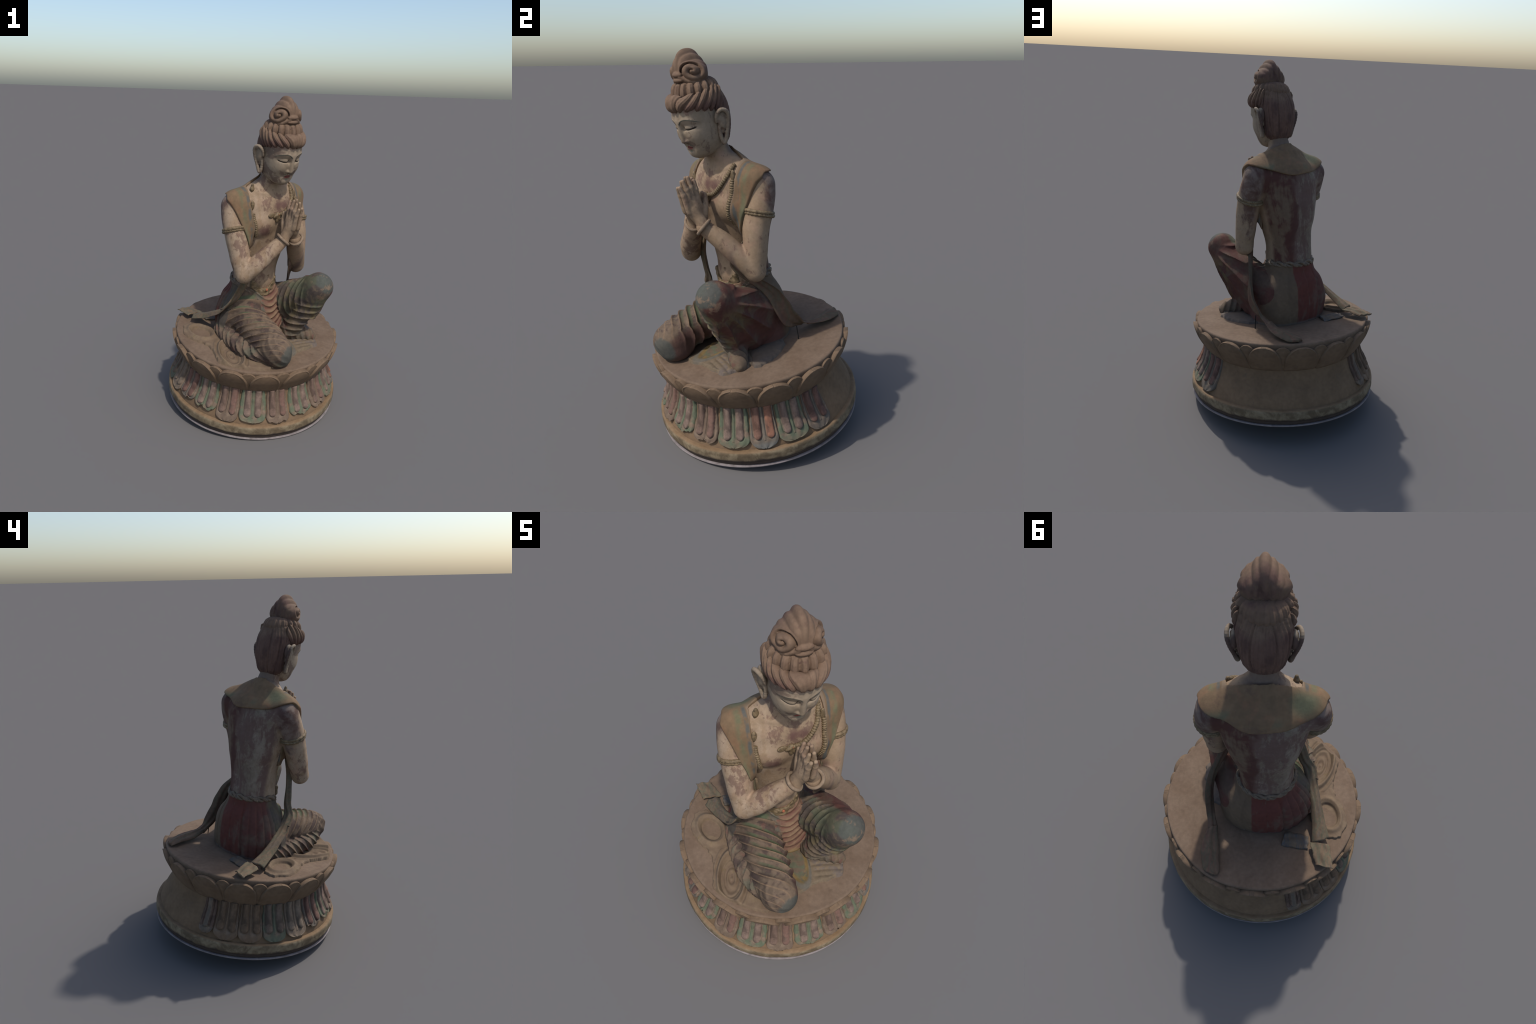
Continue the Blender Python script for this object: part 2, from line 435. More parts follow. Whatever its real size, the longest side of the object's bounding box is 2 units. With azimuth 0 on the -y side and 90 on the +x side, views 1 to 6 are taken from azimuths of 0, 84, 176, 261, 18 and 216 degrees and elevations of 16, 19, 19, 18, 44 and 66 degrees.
def face_mat(name, ear=False):
    m = Mat(name, 0.75, 0.3)
    ax = m.absv(m.add(m.x, 0.003))
    big = m.noise(8, 5, .6, .5, seed=2)
    col = m.mix(m.step(big, .35, .65), (0.222, 0.168, 0.114), (0.264, 0.206, 0.146))
    # grime on the figure's right cheek, jaw and temples
    fl = m.noise(19, 7, .68, .9, seed=5)
    zone = m.mx(m.blob((-0.07, -0.11, 1.53), (0.07, 0.09, 0.06), .5), m.mx(m.blob((-0.08, -0.12, 1.665), (0.05, 0.08, 0.04), .5), m.blob((0.02, -0.20, 1.545), (0.03, 0.05, 0.02), .5)))
    f = m.step(m.add(fl, m.mul(zone, .15)), .56, .66)
    col = m.mix(m.mul(f, .72), col, (0.115, 0.075, 0.058))
    red = m.mul(m.step(m.add(m.z, m.mul(m.sub(fl, .5), .03)), 1.682, 1.70), m.step(m.noise(30, 3, .5, seed=7), .42, .58))
    col = m.mix(m.mul(red, .6), col, (0.19, 0.10, 0.08))
    if ear:
        col = m.mix(m.step(m.noise(24, 5, .6, .5, seed=9), .50, .68), (0.215, 0.168, 0.120), (0.125, 0.080, 0.055))
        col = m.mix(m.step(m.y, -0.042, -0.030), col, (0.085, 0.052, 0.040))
        return m.done(m.grime(col, .15, 50), .2, 150)
    front = m.step(m.y, -0.10, -0.13)
    # brows: circular arcs, eye slit: shallow arc, mouth
    def arc(cx, cz, R, t, lo, hi, soft=.0012):
        dx = m.sub(ax, cx); dz = m.sub(m.z, cz)
        r = m.op('SQRT', m.add(m.mul(dx, dx), m.mul(dz, dz)))
        return m.mul(m.mul(m.band(r, R, t, soft), m.step(ax, lo, lo + .004)), m.mul(m.step(ax, hi, hi - .012), front))
    brow = m.mul(arc(0.052, 1.612, 0.050, 0.0022, 0.008, 0.092), m.step(m.z, 1.625, 1.640))
    col = m.mix(m.mul(brow, .85), col, (0.055, 0.060, 0.047))
    lid = arc(0.046, 1.665, 0.0475, 0.0028, 0.016, 0.080)
    lid = m.mul(lid, m.step(m.z, 1.634, 1.629))
    col = m.mix(m.mul(lid, .95), col, (0.012, 0.010, 0.009))
    lips = m.mul(m.blob((-0.003, -0.176, 1.5275), (0.021, 0.03, 0.0095), .12), front)
    col = m.mix(m.mul(lips, .9), col, (0.150, 0.030, 0.022))
    lip_line = m.mul(m.mul(m.band(m.z, 1.5275, .0010, .0008), m.step(ax, .024, .018)), front)  # dark line coloured along the carved groove between the lips
    col = m.mix(lip_line, col, (0.03, 0.01, 0.01))
    must = m.mul(arc(0.020, 1.528, 0.0135, 0.0018, 0.006, 0.040, .0015), m.step(m.z, 1.534, 1.538))
    col = m.mix(m.mul(must, .7), col, (0.05, 0.075, 0.055))
    goat = m.mul(m.blob((-0.003, -0.168, 1.510), (0.010, .03, .006), .4), front)
    col = m.mix(m.mul(goat, .55), col, (0.06, 0.085, 0.06))
    nostril_paint = m.mul(m.mul(m.blob((-.003, -.20, 1.553), (.019, .02, .0035), .3), front), m.step(ax, .003, .007))  # dark spots painted in place of nostril openings, none are carved
    col = m.mix(m.mul(nostril_paint, .7), col, (0.05, 0.035, 0.03))
    return m.done(m.grime(col, .10, 60), .15, 150)
MT['face'] = face_mat("painted_face")
MT['ear'] = face_mat("painted_ear", True)

def hair_mat():
    m = Mat("hair_clay")
    n = m.noise(12, 6, .62, .6, seed=1)
    dust = m.mix(m.step(n, .38, .62), (0.130, 0.082, 0.054), (0.158, 0.103, 0.068))
    redd = m.mix(m.step(m.noise(16, 5, .6, .5, m.vec(sc=(1, 1, .4)), seed=4), .4, .6), (0.072, 0.038, 0.032), (0.118, 0.066, 0.050))
    lower = m.step(m.add(m.z, m.mul(m.sub(n, .5), .09)), 1.775, 1.70)
    back = m.step(m.add(m.y, m.mul(m.sub(n, .5), .10)), -0.11, -0.04)
    f = m.mx(m.mul(lower, back), m.step(m.noise(10, 5, .6, .8, seed=8), .60, .70))
    kb = m.mul(m.step(m.z, 1.81, 1.83), m.step(m.y, -0.12, -0.075))
    f = m.mx(f, m.mul(kb, m.step(n, .40, .55)))
    rollr = m.mul(m.mul(m.step(m.add(m.z, m.mul(m.sub(n, .5), .04)), 1.748, 1.718), m.step(m.absv(m.x), .03, .085)), m.step(m.z, 1.66, 1.69))
    f = m.mx(f, rollr)
    col = m.mix(m.mul(f, .85), dust, redd)
    col = m.mix(m.mul(m.step(m.noise(40, 5, .6, .4, m.vec(sc=(1, 1, .5)), seed=12), .55, .7), .4), col, (0.17, 0.095, 0.062))
    return m.done(m.grime(col, .14, 60), .3, 150)
MT['hair'] = hair_mat()

def gold_mat(name, c1, c2, c3):
    m = Mat(name, .65, .4)
    n = m.noise(60, 5, .65, .5)
    col = m.mix(m.step(n, .40, .62), c1, c2)
    col = m.mix(m.mul(m.step(m.noise(90, 3, .5, seed=3), .55, .68), .7), col, c3)
    return m.done(col, .5, 190)
MT['gold'] = gold_mat("tarnished_gilding", (0.105, 0.072, 0.036), (0.185, 0.130, 0.070), (0.050, 0.034, 0.020))
MT['belt'] = gold_mat("belt_cord", (0.095, 0.068, 0.045), (0.150, 0.108, 0.070), (0.055, 0.040, 0.032))
MT['coral'] = gold_mat("coral_bead", (0.36, 0.10, 0.05), (0.42, 0.16, 0.08), (0.25, 0.06, 0.04))

def shawl_mat():
    m = Mat("painted_shawl")
    n = m.noise(7, 5, .6, .6, seed=2)
    col = m.mix(m.step(n, .36, .64), (0.130, 0.086, 0.048), (0.168, 0.107, 0.060))
    orange = m.step(m.noise(11, 4, .55, .5, m.vec(sc=(1, 1, .5)), seed=6), .50, .64)
    col = m.mix(m.mul(orange, .75), col, (0.190, 0.100, 0.055))
    e = m.sub(m.absv(m.x), m.add(0.150, m.mul(m.step(m.z, 1.10, 1.34), 0.008)))
    fr = m.step(m.y, 0.03, 0.0)
    wob = m.mul(m.sub(m.noise(9, 3, .5, seed=9), .5), .02)
    ew = m.add(e, wob)
    pale = m.mul(m.step(e, .010, .005), fr)
    col = m.mix(m.mul(pale, .65), col, (0.20, 0.145, 0.10))
    blue = m.mul(m.mul(m.band(ew, .020, .007, .004), fr), m.step(m.noise(16, 3, .5, 0, m.vec(sc=(1, 1, .6)), seed=10), .38, .50))
    col = m.mix(m.mul(blue, .85), col, (0.070, 0.078, 0.074))
    grn = m.mul(m.mul(m.band(ew, .050, .012, .009), fr), m.step(m.noise(11, 4, .6, .5, m.vec(sc=(1, 1, .55)), seed=12), .38, .54))
    col = m.mix(m.mul(grn, .75), col, (0.098, 0.108, 0.060))
    bk = m.step(m.y, 0.0, 0.05)
    g2 = m.mx(m.blob((-0.165, 0.05, 1.40), (0.06, 0.06, 0.05), .5), m.mul(m.blob((0.05, 0.10, 1.365), (0.18, 0.07, 0.02), .6), m.step(n, .45, .6)))
    col = m.mix(m.mul(m.mul(g2, bk), .55), col, (0.062, 0.098, 0.060))
    rust = m.mul(bk, m.step(m.noise(13, 4, .6, seed=14), .56, .66))
    col = m.mix(m.mul(rust, .5), col, (0.10, 0.06, 0.042))
    return m.done(m.grime(col, .13, 45), .28, 120)
MT['shawl'] = shawl_mat()

def robe_right():
    m = Mat("robe_right")
    # same coordinates as the folds: u along the thigh, al around it from the outer crease
    D = KNEE_R - HIP_R; D = D / np.linalg.norm(D)
    u = m.add(m.add(m.mul(m.sub(m.x, HIP_R[0]), D[0]), m.mul(m.sub(m.y, HIP_R[1]), D[1])), m.mul(m.sub(m.z, HIP_R[2]), D[2]))
    cx = m.add(HIP_R[0], m.mul(u, D[0]))
    al = m.op('ARCTAN2', m.sub(m.z, 0.552), m.add(m.sub(cx, m.x), 1e-6))
    up = m.op('MINIMUM', m.mx(al, 0.0), 2.4)
    warp = m.mul(m.op('SINE', m.add(m.mul(u, 7.0), m.mul(al, 2.0))), 0.012)
    ph = m.op('MULTIPLY', m.add(m.sub(u, m.mul(up, FOLD_K)), warp), 1 / FOLD_L)
    fr = m.op('FRACT', m.add(ph, 10.0))
    ridge = m.step(m.absv(m.sub(fr, 0.5)), 0.36, 0.46)
    n = m.noise(11, 5, .62, .7, seed=1)
    col = m.mix(m.step(n, .36, .64), (0.096, 0.068, 0.047), (0.134, 0.094, 0.063))
    dk = m.step(m.noise(9, 6, .65, .9, seed=3), .47, .58)
    col = m.mix(m.mul(dk, .85), col, (0.052, 0.034, 0.029))
    top = m.mul(m.step(al, 0.85, 1.25), m.step(u, .40, .30))
    gmask = m.mul(m.band(fr, 0.70, 0.20, .10), m.mul(top, m.step(m.noise(8, 3, .5, seed=5), .30, .46)))
    col = m.mix(m.mul(gmask, .85), col, (0.062, 0.080, 0.042))
    lowg = m.mul(m.step(al, 0.05, -0.1), m.step(m.noise(17, 4, .6, .6, seed=6), .50, .60))
    col = m.mix(m.mul(lowg, .55), col, (0.085, 0.088, 0.060))
    rd = m.step(m.noise(14, 5, .6, .8, m.vec(sc=(1, .6, 1)), seed=7), .57, .66)
    col = m.mix(m.mul(rd, .6), col, (0.125, 0.055, 0.042))
    col = m.mix(m.mul(m.mul(ridge, m.step(al, -.1, .1)), .6), col, (0.170, 0.112, 0.068))
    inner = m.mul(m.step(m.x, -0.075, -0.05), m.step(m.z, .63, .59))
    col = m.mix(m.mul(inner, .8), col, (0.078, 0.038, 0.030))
    cap = m.blob((-0.085, -0.515, 0.525), (0.085, 0.075, 0.085), .12, m.mul(m.sub(m.noise(14, 4, .6, seed=8), .5), .7))
    col = m.mix(m.mul(cap, .88), col, (0.066, 0.068, 0.058))
    return m.done(m.grime(col, .16, 50), .32, 120)
def robe_left():
    m = Mat("robe_left")
    n = m.noise(10, 5, .62, .7, seed=1)
    col = m.mix(m.step(n, .36, .64), (0.085, 0.066, 0.047), (0.125, 0.092, 0.062))
    dk = m.step(m.noise(10, 6, .65, .9, seed=3), .46, .57)
    col = m.mix(m.mul(dk, .8), col, (0.048, 0.038, 0.036))
    g = m.step(m.noise(9, 4, .55, .5, m.vec(sc=(.6, 1, 1), rot=(.6, 0, 0)), seed=5), .50, .60)
    col = m.mix(m.mul(g, .6), col, (0.072, 0.085, 0.050))
    # outer side: dark red cloth with brown wear
    rw = m.mul(m.sub(m.noise(12, 5, .6, .6, seed=6), .5), .05)
    outer = m.step(m.add(m.x, m.add(rw, m.mul(m.add(m.y, .2), .25))), 0.168, 0.192)
    redc = m.mix(m.step(m.noise(13, 5, .6, .7, m.vec(sc=(1, .6, .6)), seed=9), .45, .62), (0.080, 0.029, 0.022), (0.088, 0.054, 0.038))
    col = m.mix(m.mul(outer, .92), col, redc)
    och = m.mul(m.mul(m.step(m.z, .84, .76), m.step(m.add(m.y, m.mul(m.z, -.35)), -.40, -.47)), m.step(m.noise(19, 5, .6, .4, m.vec(sc=(1, 1, .5)), seed=10), .46, .58))
    col = m.mix(m.mul(och, .6), col, (0.130, 0.100, 0.048))
    foot = m.mul(m.step(m.z, .56, .53), m.step(m.y, -.15, -.19))
    col = m.mix(m.mul(foot, .8), col, m.mix(m.step(n, .4, .6), (0.120, 0.088, 0.058), (0.090, 0.075, 0.055)))
    rl = m.mul(m.step(m.z, .60, .54), m.step(m.noise(17, 4, .6, .5, seed=12), .56, .63))
    col = m.mix(m.mul(rl, .5), col, (0.11, 0.04, 0.033))
    cap = m.blob((0.225, -0.392, 0.905), (0.080, 0.080, 0.064), .10, m.mul(m.sub(m.noise(13, 4, .6, seed=8), .5), .7))
    col = m.mix(m.mul(cap, .9), col, (0.064, 0.068, 0.058))
    tan = m.mul(m.blob((0.222, -0.385, 0.885), (0.10, 0.10, 0.085), .15), m.step(m.noise(20, 4, .6, seed=18), .52, .60))
    col = m.mix(m.mul(tan, .6), col, (0.19, 0.125, 0.08))
    return m.done(m.grime(col, .16, 50), .32, 120)
def skirt_mat():
    m = Mat("waist_skirt")
    n = m.noise(10, 5, .6, .6, seed=1)
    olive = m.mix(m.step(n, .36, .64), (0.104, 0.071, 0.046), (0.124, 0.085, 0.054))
    redc = m.mix(m.step(m.noise(18, 6, .66, .8, m.vec(sc=(1.2, 1.2, .35)), seed=3), .50, .66), (0.098, 0.031, 0.023), (0.102, 0.056, 0.042))
    wx = m.add(m.x, m.mul(m.sub(m.noise(20, 3, .5, seed=5), .5), .012))
    col = m.mix(m.step(wx, 0.055, 0.046), olive, redc)
    pl = m.mix(m.step(n, .42, .58), (0.098, 0.060, 0.044), (0.092, 0.036, 0.028))
    col = m.mix(m.step(wx, -0.095, -0.110), col, pl)
    hipb = m.mul(m.step(m.y, 0.085, 0.045), m.step(m.x, -0.05, -0.09))
    bl = m.mix(m.step(m.noise(14, 5, .6, .7, m.vec(sc=(1, 1, .4)), seed=8), .44, .58), (0.068, 0.062, 0.052), (0.088, 0.080, 0.050))
    col = m.mix(m.mul(hipb, .8), col, bl)
    leftred = m.mul(m.step(m.x, .12, .16), m.step(m.y, .10, .04))
    col = m.mix(m.mul(leftred, .9), col, (0.085, 0.036, 0.030))
    gfront = m.mul(m.step(m.y, -.02, -.07), m.step(n, .42, .55))
    col = m.mix(m.mul(gfront, .7), col, (0.058, 0.085, 0.050))
    edge = m.step(m.add(m.z, m.mul(m.sub(n, .5), .02)), .476, .464)
    col = m.mix(m.mul(edge, .7), col, (0.12, 0.10, 0.085))
    return m.done(m.grime(col, .14, 50), .28, 120)
def panel_mat():
    m = Mat("front_panel")
    n = m.noise(12, 5, .6, .6, seed=1)
    col = m.mix(m.step(n, .38, .62), (0.135, 0.070, 0.050), (0.165, 0.100, 0.064))
    U = m.mul(m.add(m.z, m.mul(m.mul(m.x, m.x), -7.8)), 1 / 0.040)
    fr = m.op('FRACT', m.add(U, 20.0))
    col = m.mix(m.mul(m.band(fr, .0, .14, .08), .5), col, (0.19, 0.135, 0.075))
    col = m.mix(m.mul(m.mul(m.band(fr, .6, .16, .1), m.step(m.noise(9, 3, .5, seed=4), .45, .55)), .6), col, (0.13, 0.045, 0.035))
    g = m.mul(m.step(m.x, -0.03, -0.055), m.step(m.noise(14, 4, .6, seed=6), .42, .55))
    col = m.mix(m.mul(g, .7), col, (0.075, 0.088, 0.068))
    col = m.mix(m.mul(m.step(m.z, .50, .48), .8), col, (0.165, 0.115, 0.05))
    return m.done(m.grime(col, .14, 50), .3, 120)
def hem_painted():
    m = Mat("hem_painted")
    n = m.noise(15, 5, .6, .7, seed=1)
    col = m.mix(m.step(n, .36, .64), (0.120, 0.090, 0.058), (0.150, 0.110, 0.072))
    q = m.op('SQRT', m.add(m.mul(m.sub(m.x, .015), m.sub(m.x, .015)), m.mul(m.mul(m.add(m.y, .17), m.add(m.y, .17)), .119)))
    inside = m.step(q, .066, .060)
    mid = m.mix(m.step(m.noise(28, 4, .6, .6, seed=4), .45, .58), (0.098, 0.072, 0.050), (0.068, 0.082, 0.052))
    col = m.mix(m.mul(inside, .8), col, mid)
    och = m.mul(m.band(q, .058, .008, .005), m.step(n, .35, .5))
    col = m.mix(m.mul(och, .8), col, (0.165, 0.105, 0.036))
    bl = m.mul(m.band(q, .070, .006, .004), 1.0)
    col = m.mix(m.mul(bl, .6), col, (0.075, 0.078, 0.070))
    right = m.mul(m.step(m.x, .085, .11), m.step(m.noise(22, 4, .6, .8, seed=7), .48, .60))
    col = m.mix(m.mul(right, .6), col, (0.100, 0.082, 0.078))
    return m.done(m.grime(col, .16, 50), .35, 120)
def scarf_mat(name, base1, base2, stripe, s2, axis='x'):
    m = Mat(name)
    n = m.noise(12, 5, .6, .7, seed=1)
    col = m.mix(m.step(n, .36, .64), base1, base2)
    c = m.noise(13, 4, .6, .5, m.vec(sc=(1.6, .35, .5)), seed=5)
    col = m.mix(m.mul(m.band(c, .50, .022, .02), .6), col, stripe)
    col = m.mix(m.mul(m.band(c, .60, .03, .02), .6), col, s2)
    return m.done(m.grime(col, .16, 50), .35, 120)
MT['scarf'] = scarf_mat("scarf_paint", (0.115, 0.079, 0.050), (0.152, 0.104, 0.064), (0.082, 0.086, 0.055), (0.095, 0.078, 0.060))
MT['scarf_dark'] = scarf_mat("scarf_dark", (0.095, 0.062, 0.041), (0.125, 0.082, 0.053), (0.075, 0.070, 0.044), (0.110, 0.055, 0.040))
MT['scarf_blue'] = scarf_mat("scarf_blue", (0.115, 0.085, 0.055), (0.09, 0.075, 0.06), (0.045, 0.055, 0.068), (0.05, 0.058, 0.07))
MT['hem_dark'] = clay_mat("hem_dark", (0.085, 0.070, 0.060), (0.115, 0.088, 0.066), (0.065, 0.060, 0.058), 14)

def petal_mat(name, rim, lobe, tip, lobe2=None, rim_amt=0.85):
    """local frame: y across the petal, z down its length"""
    m = Mat(name)
    n = m.noise(20, 5, .62, .7, seed=1)
    info = m.nt.nodes.new('ShaderNodeObjectInfo'); rnd = info.outputs['Random']
    dust = m.mix(m.step(n, .36, .64), (0.140, 0.100, 0.070), (0.172, 0.125, 0.088))
    col = m.mix(m.mul(m.step(m.noise(13, 4, .6, .5, seed=3), .34, .50), rim_amt), dust, rim)
    ay = m.absv(m.y)
    wob = m.mul(m.sub(n, .5), .006)
    dz = m.mn(m.sub(m.z, 0.166), 0.0); dy = m.sub(ay, 0.0315)
    q = m.add(m.op('SQRT', m.add(m.mul(dy, dy), m.mul(dz, dz))), m.mul(wob, .5))
    lobes = m.step(q, .0208, .0186)
    lc = m.mix(m.step(m.noise(24, 5, .6, .6, m.vec(sc=(1, 1, .3)), seed=6), .40, .60), lobe, tuple(0.55 * v for v in lobe))
    if lobe2 is not None: lc = m.mix(m.mul(m.step(m.y, -0.004, 0.004), m.step(n, .38, .55)), lc, lobe2)
    col = m.mix(lobes, col, lc)
    edge = m.mul(m.step(q, .0255, .0225), m.inv(lobes))
    col = m.mix(m.mul(edge, .35), col, (0.17, 0.12, 0.085))
    t = m.step(m.add(m.z, m.mul(m.sub(n, .5), .03)), .136, .118)
    col = m.mix(m.mul(t, .8), col, tip)
    return m.done(m.grime(col, .15, 60), .35, 130)
PINK = (0.185, 0.128, 0.100)
MT['petal_green'] = petal_mat("petal_green", (0.085, 0.108, 0.068), PINK, (0.135, 0.118, 0.078))
MT['petal_brown'] = petal_mat("petal_brown", (0.118, 0.082, 0.058), (0.150, 0.098, 0.074), (0.138, 0.098, 0.068), (0.150, 0.086, 0.066))
MT['petal_plain'] = petal_mat("petal_plain", (0.130, 0.084, 0.051), (0.134, 0.087, 0.054), (0.132, 0.086, 0.053))
MT['petal_teal'] = petal_mat("petal_teal", (0.085, 0.096, 0.064), (0.130, 0.094, 0.070), (0.095, 0.104, 0.070))
MT['petal_gray'] = petal_mat("petal_gray", (0.162, 0.120, 0.086), (0.162, 0.123, 0.090), (0.195, 0.145, 0.100))
MT['petal_redblue'] = petal_mat("petal_redblue", (0.098, 0.085, 0.070), (0.140, 0.078, 0.060), (0.108, 0.088, 0.068))
MT['petal_orange'] = petal_mat("petal_orange", (0.115, 0.100, 0.080), (0.175, 0.095, 0.068), (0.120, 0.118, 0.105), (0.225, 0.105, 0.066))
MT['petal_blue'] = petal_mat("petal_blue", (0.098, 0.080, 0.062), (0.122, 0.078, 0.056), (0.122, 0.086, 0.058))
HIP_R, KNEE_R = np.array((-0.135, 0.02, 0.625)), np.array((-0.140, -0.410, 0.560))
FOLD_K, FOLD_L = 0.085, 0.052
MT['robe'] = robe_right()
MT['robe_left'] = robe_left()
MT['skirt'] = skirt_mat()
MT['panel'] = panel_mat()
MT['hem_painted'] = hem_painted()

# ================================================================ pedestal
def revolve(prof, n=256, wob=None):
    prof = np.asarray(prof, float); a = np.arange(n) / n * 2 * np.pi
    R = prof[:, 0][:, None] + np.zeros(n); Z = prof[:, 1][:, None] + np.zeros(n)
    if wob is not None: R, Z = wob(R, Z, a[None, :])
    V = np.stack([R * np.cos(a), R * np.sin(a), Z], 2).reshape(-1, 3)
    F = [(i * n + k, i * n + (k + 1) % n, (i + 1) * n + (k + 1) % n, (i + 1) * n + k)
         for i in range(len(prof) - 1) for k in range(n)]
    return V, np.array(F)

def dense(prof, step=0.006):
    prof = np.asarray(prof, float); out = []
    for p, q in zip(prof[:-1], prof[1:]):
        k = max(1, int(np.linalg.norm(q - p) / step))
        for i in range(k): out.append(p + (q - p) * i / k)
    out.append(prof[-1]); return np.array(out)

DRUM = [(0.085, 0.538), (0.105, 0.533), (0.135, 0.521), (0.17, 0.504), (0.205, 0.485), (0.24, 0.470), (0.27, 0.462), (0.30, 0.458)]
def drum_r(z): D = np.array(DRUM); return cubic(z, D[:, 0], D[:, 1])
BOWL = [(0.275, 0.445), (0.29, 0.462), (0.315, 0.477), (0.35, 0.492), (0.385, 0.504), (0.415, 0.511), (0.44, 0.514)]
def bowl_r(z): D = np.array(BOWL); return cubic(z, D[:, 0], D[:, 1])

def lump(R, Z, a, amp, f, seed):
    n = vnoise(R * np.cos(a), R * np.sin(a), Z, f, seed)
    return R + amp * n, Z

pl = dense([(0.0, 0.008), (0.54, 0.008), (0.545, 0.010), (0.548, 0.018), (0.549, 0.03), (0.5555, 0.034), (0.5605, 0.045), (0.5605, 0.078),
            (0.558, 0.088), (0.553, 0.0925), (0.53, 0.094), (0.45, 0.094)])
V, F = revolve(pl, 320, lambda R, Z, a: lump(R, Z, a, 0.0012, 45, 1))
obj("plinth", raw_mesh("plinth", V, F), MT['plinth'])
V, F = revolve(dense([(0.0, -0.0005), (0.553, -0.0005), (0.5555, 0.001), (0.5555, 0.006), (0.553, 0.008), (0.0, 0.0083)]), 256)
obj("plaster_rim", raw_mesh("plaster_rim", V, F), MT['white'])
zs = np.linspace(0.088, 0.298, 48)
V, F = revolve([(drum_r(z), z) for z in zs], 256, lambda R, Z, a: lump(R, Z, a, 0.0016, 25, 2))
obj("drum", raw_mesh("drum", V, F), MT['drum'])

def seat_wob(R, Z, a):
    n = vnoise(np.cos(a) * 0.5, np.sin(a) * 0.5, 0, 26, 4)
    edge = sstep(R, 0.42, 0.52)
    n2 = vnoise(R * np.cos(a), R * np.sin(a), 0, 30, 9) * 0.0012
    return R + edge * 0.003 * n, Z + 0.001 * edge * n + n2 + 0.010 * R * np.sin(a) * sstep(Z, 0.40, 0.44)
prof = [(0.45, 0.276)] + [(bowl_r(z), z) for z in np.linspace(0.28, 0.432, 24)] + [(0.5165, 0.440), (0.5165, 0.449), (0.513, 0.4545), (0.507, 0.4555)] + \
       [(r, 0.455) for r in np.linspace(0.50, 0.0, 60)]
V, F = revolve(prof, 320, seat_wob)
obj("lotus_seat", raw_mesh("lotus_seat", V, F), MT['clay'])

def shell_petal(name, zmin, zmax, base_r, halfw, outline, relief, thick, ns=40, nt=36, tiltout=None):
    """petal as a solid relief hugging a surface of revolution, centred on +x.
    s runs from root (0) to tip (1), t across -1..1"""
    V = []; F = []
    s = np.linspace(0, 1, ns); t = np.linspace(-1, 1, nt)
    S, Tt = np.meshgrid(s, t, indexing='ij')
    Z = zmin + (zmax - zmin) * S if zmax > zmin else zmin + (zmax - zmin) * S
    w = outline(S)
    tip = relief(S, Tt)
    r0 = base_r(Z)
    A = halfw * w * Tt
    R = r0 + tip
    if tiltout is not None: R = R + tiltout(S, Tt)
    top = np.stack([R * np.cos(A), R * np.sin(A), Z], 2).reshape(-1, 3)
    Rb = r0 - thick
    bot = np.stack([Rb * np.cos(A), Rb * np.sin(A), Z], 2).reshape(-1, 3)
    V = np.concatenate([top, bot]); o = ns * nt
    for i in range(ns - 1):
        for j in range(nt - 1):
            q = (i * nt + j, i * nt + j + 1, (i + 1) * nt + j + 1, (i + 1) * nt + j)
            F.append(q); F.append(tuple(k + o for k in q[::-1]))
    def side(a, b): F.append((a, a + o, b + o, b))
    for i in range(ns - 1):
        side((i + 1) * nt, i * nt); side(i * nt + nt - 1, (i + 1) * nt + nt - 1)
    for j in range(nt - 1):
        side(j, j + 1); side((ns - 1) * nt + j + 1, (ns - 1) * nt + j)
    F = np.array(F)
    return V, F

def placed(name, me, mat, az, parent=None, dr=0.0, dz=0.0):
    o = bpy.data.objects.new(name, me); bpy.context.scene.collection.objects.link(o)
    o.parent = parent if parent is not None else ROOT
    a = math.radians(az)
    o.rotation_euler = (0, 0, a); o.location = (dr * math.cos(a), dr * math.sin(a), dz)
    if len(me.materials) == 0: me.materials.append(mat)
    return o

def parent_empty(name):
    e = bpy.data.objects.new(name, None); bpy.context.scene.collection.objects.link(e); e.parent = ROOT; return e

# upper lotus petals: 16 broad ones and 16 narrow ones tucked behind
def up_outline(S):  # full width at the root, broad round head
    return (1.0 - 0.07 * S) * np.sqrt(np.clip(1 - np.clip((S - 0.42) / 0.585, 0, 1) ** 2.3, 0, 1))
def up_relief(S, Tt):
    e = sstep(np.abs(Tt), 1.0, 0.90)
    rim = 0.004 * np.exp(-((np.abs(Tt) - 0.86) / 0.07) ** 2)
    return (0.006 + 0.016 * sstep(S, 0.0, 0.85) + 0.003 * sstep(S, 0.72, 1.0)) * e + rim * sstep(S, .1, .4) + 0.004 * (1 - Tt ** 2) * sstep(S, .2, .7)
V, F = shell_petal("lotus_petal", 0.283, 0.4430, bowl_r, math.radians(11.35), up_outline, up_relief, 0.03)
V[:, 2] += 0.0
me_up = raw_mesh("lotus_petal", V, F)
V2, F2 = shell_petal("inner_petal", 0.30, 0.444, bowl_r, math.radians(7.0), up_outline, lambda S, T: 0.5 * up_relief(S, T) + .002 * sstep(S, 0, .9) * sstep(np.abs(T), 1, .8), 0.03)
me_in = raw_mesh("inner_petal", V2, F2)
rng = np.random.RandomState(5)
for k in range(16):
    placed("lotus_petal", me_up, MT['petal'], 40.5 + 22.5 * k + rng.uniform(-.4, .4), dz=rng.uniform(-.003, .002))
    placed("inner_petal", me_in, MT['petal'], 51.75 + 22.5 * k + rng.uniform(-.4, .4), dz=rng.uniform(-.003, .001))

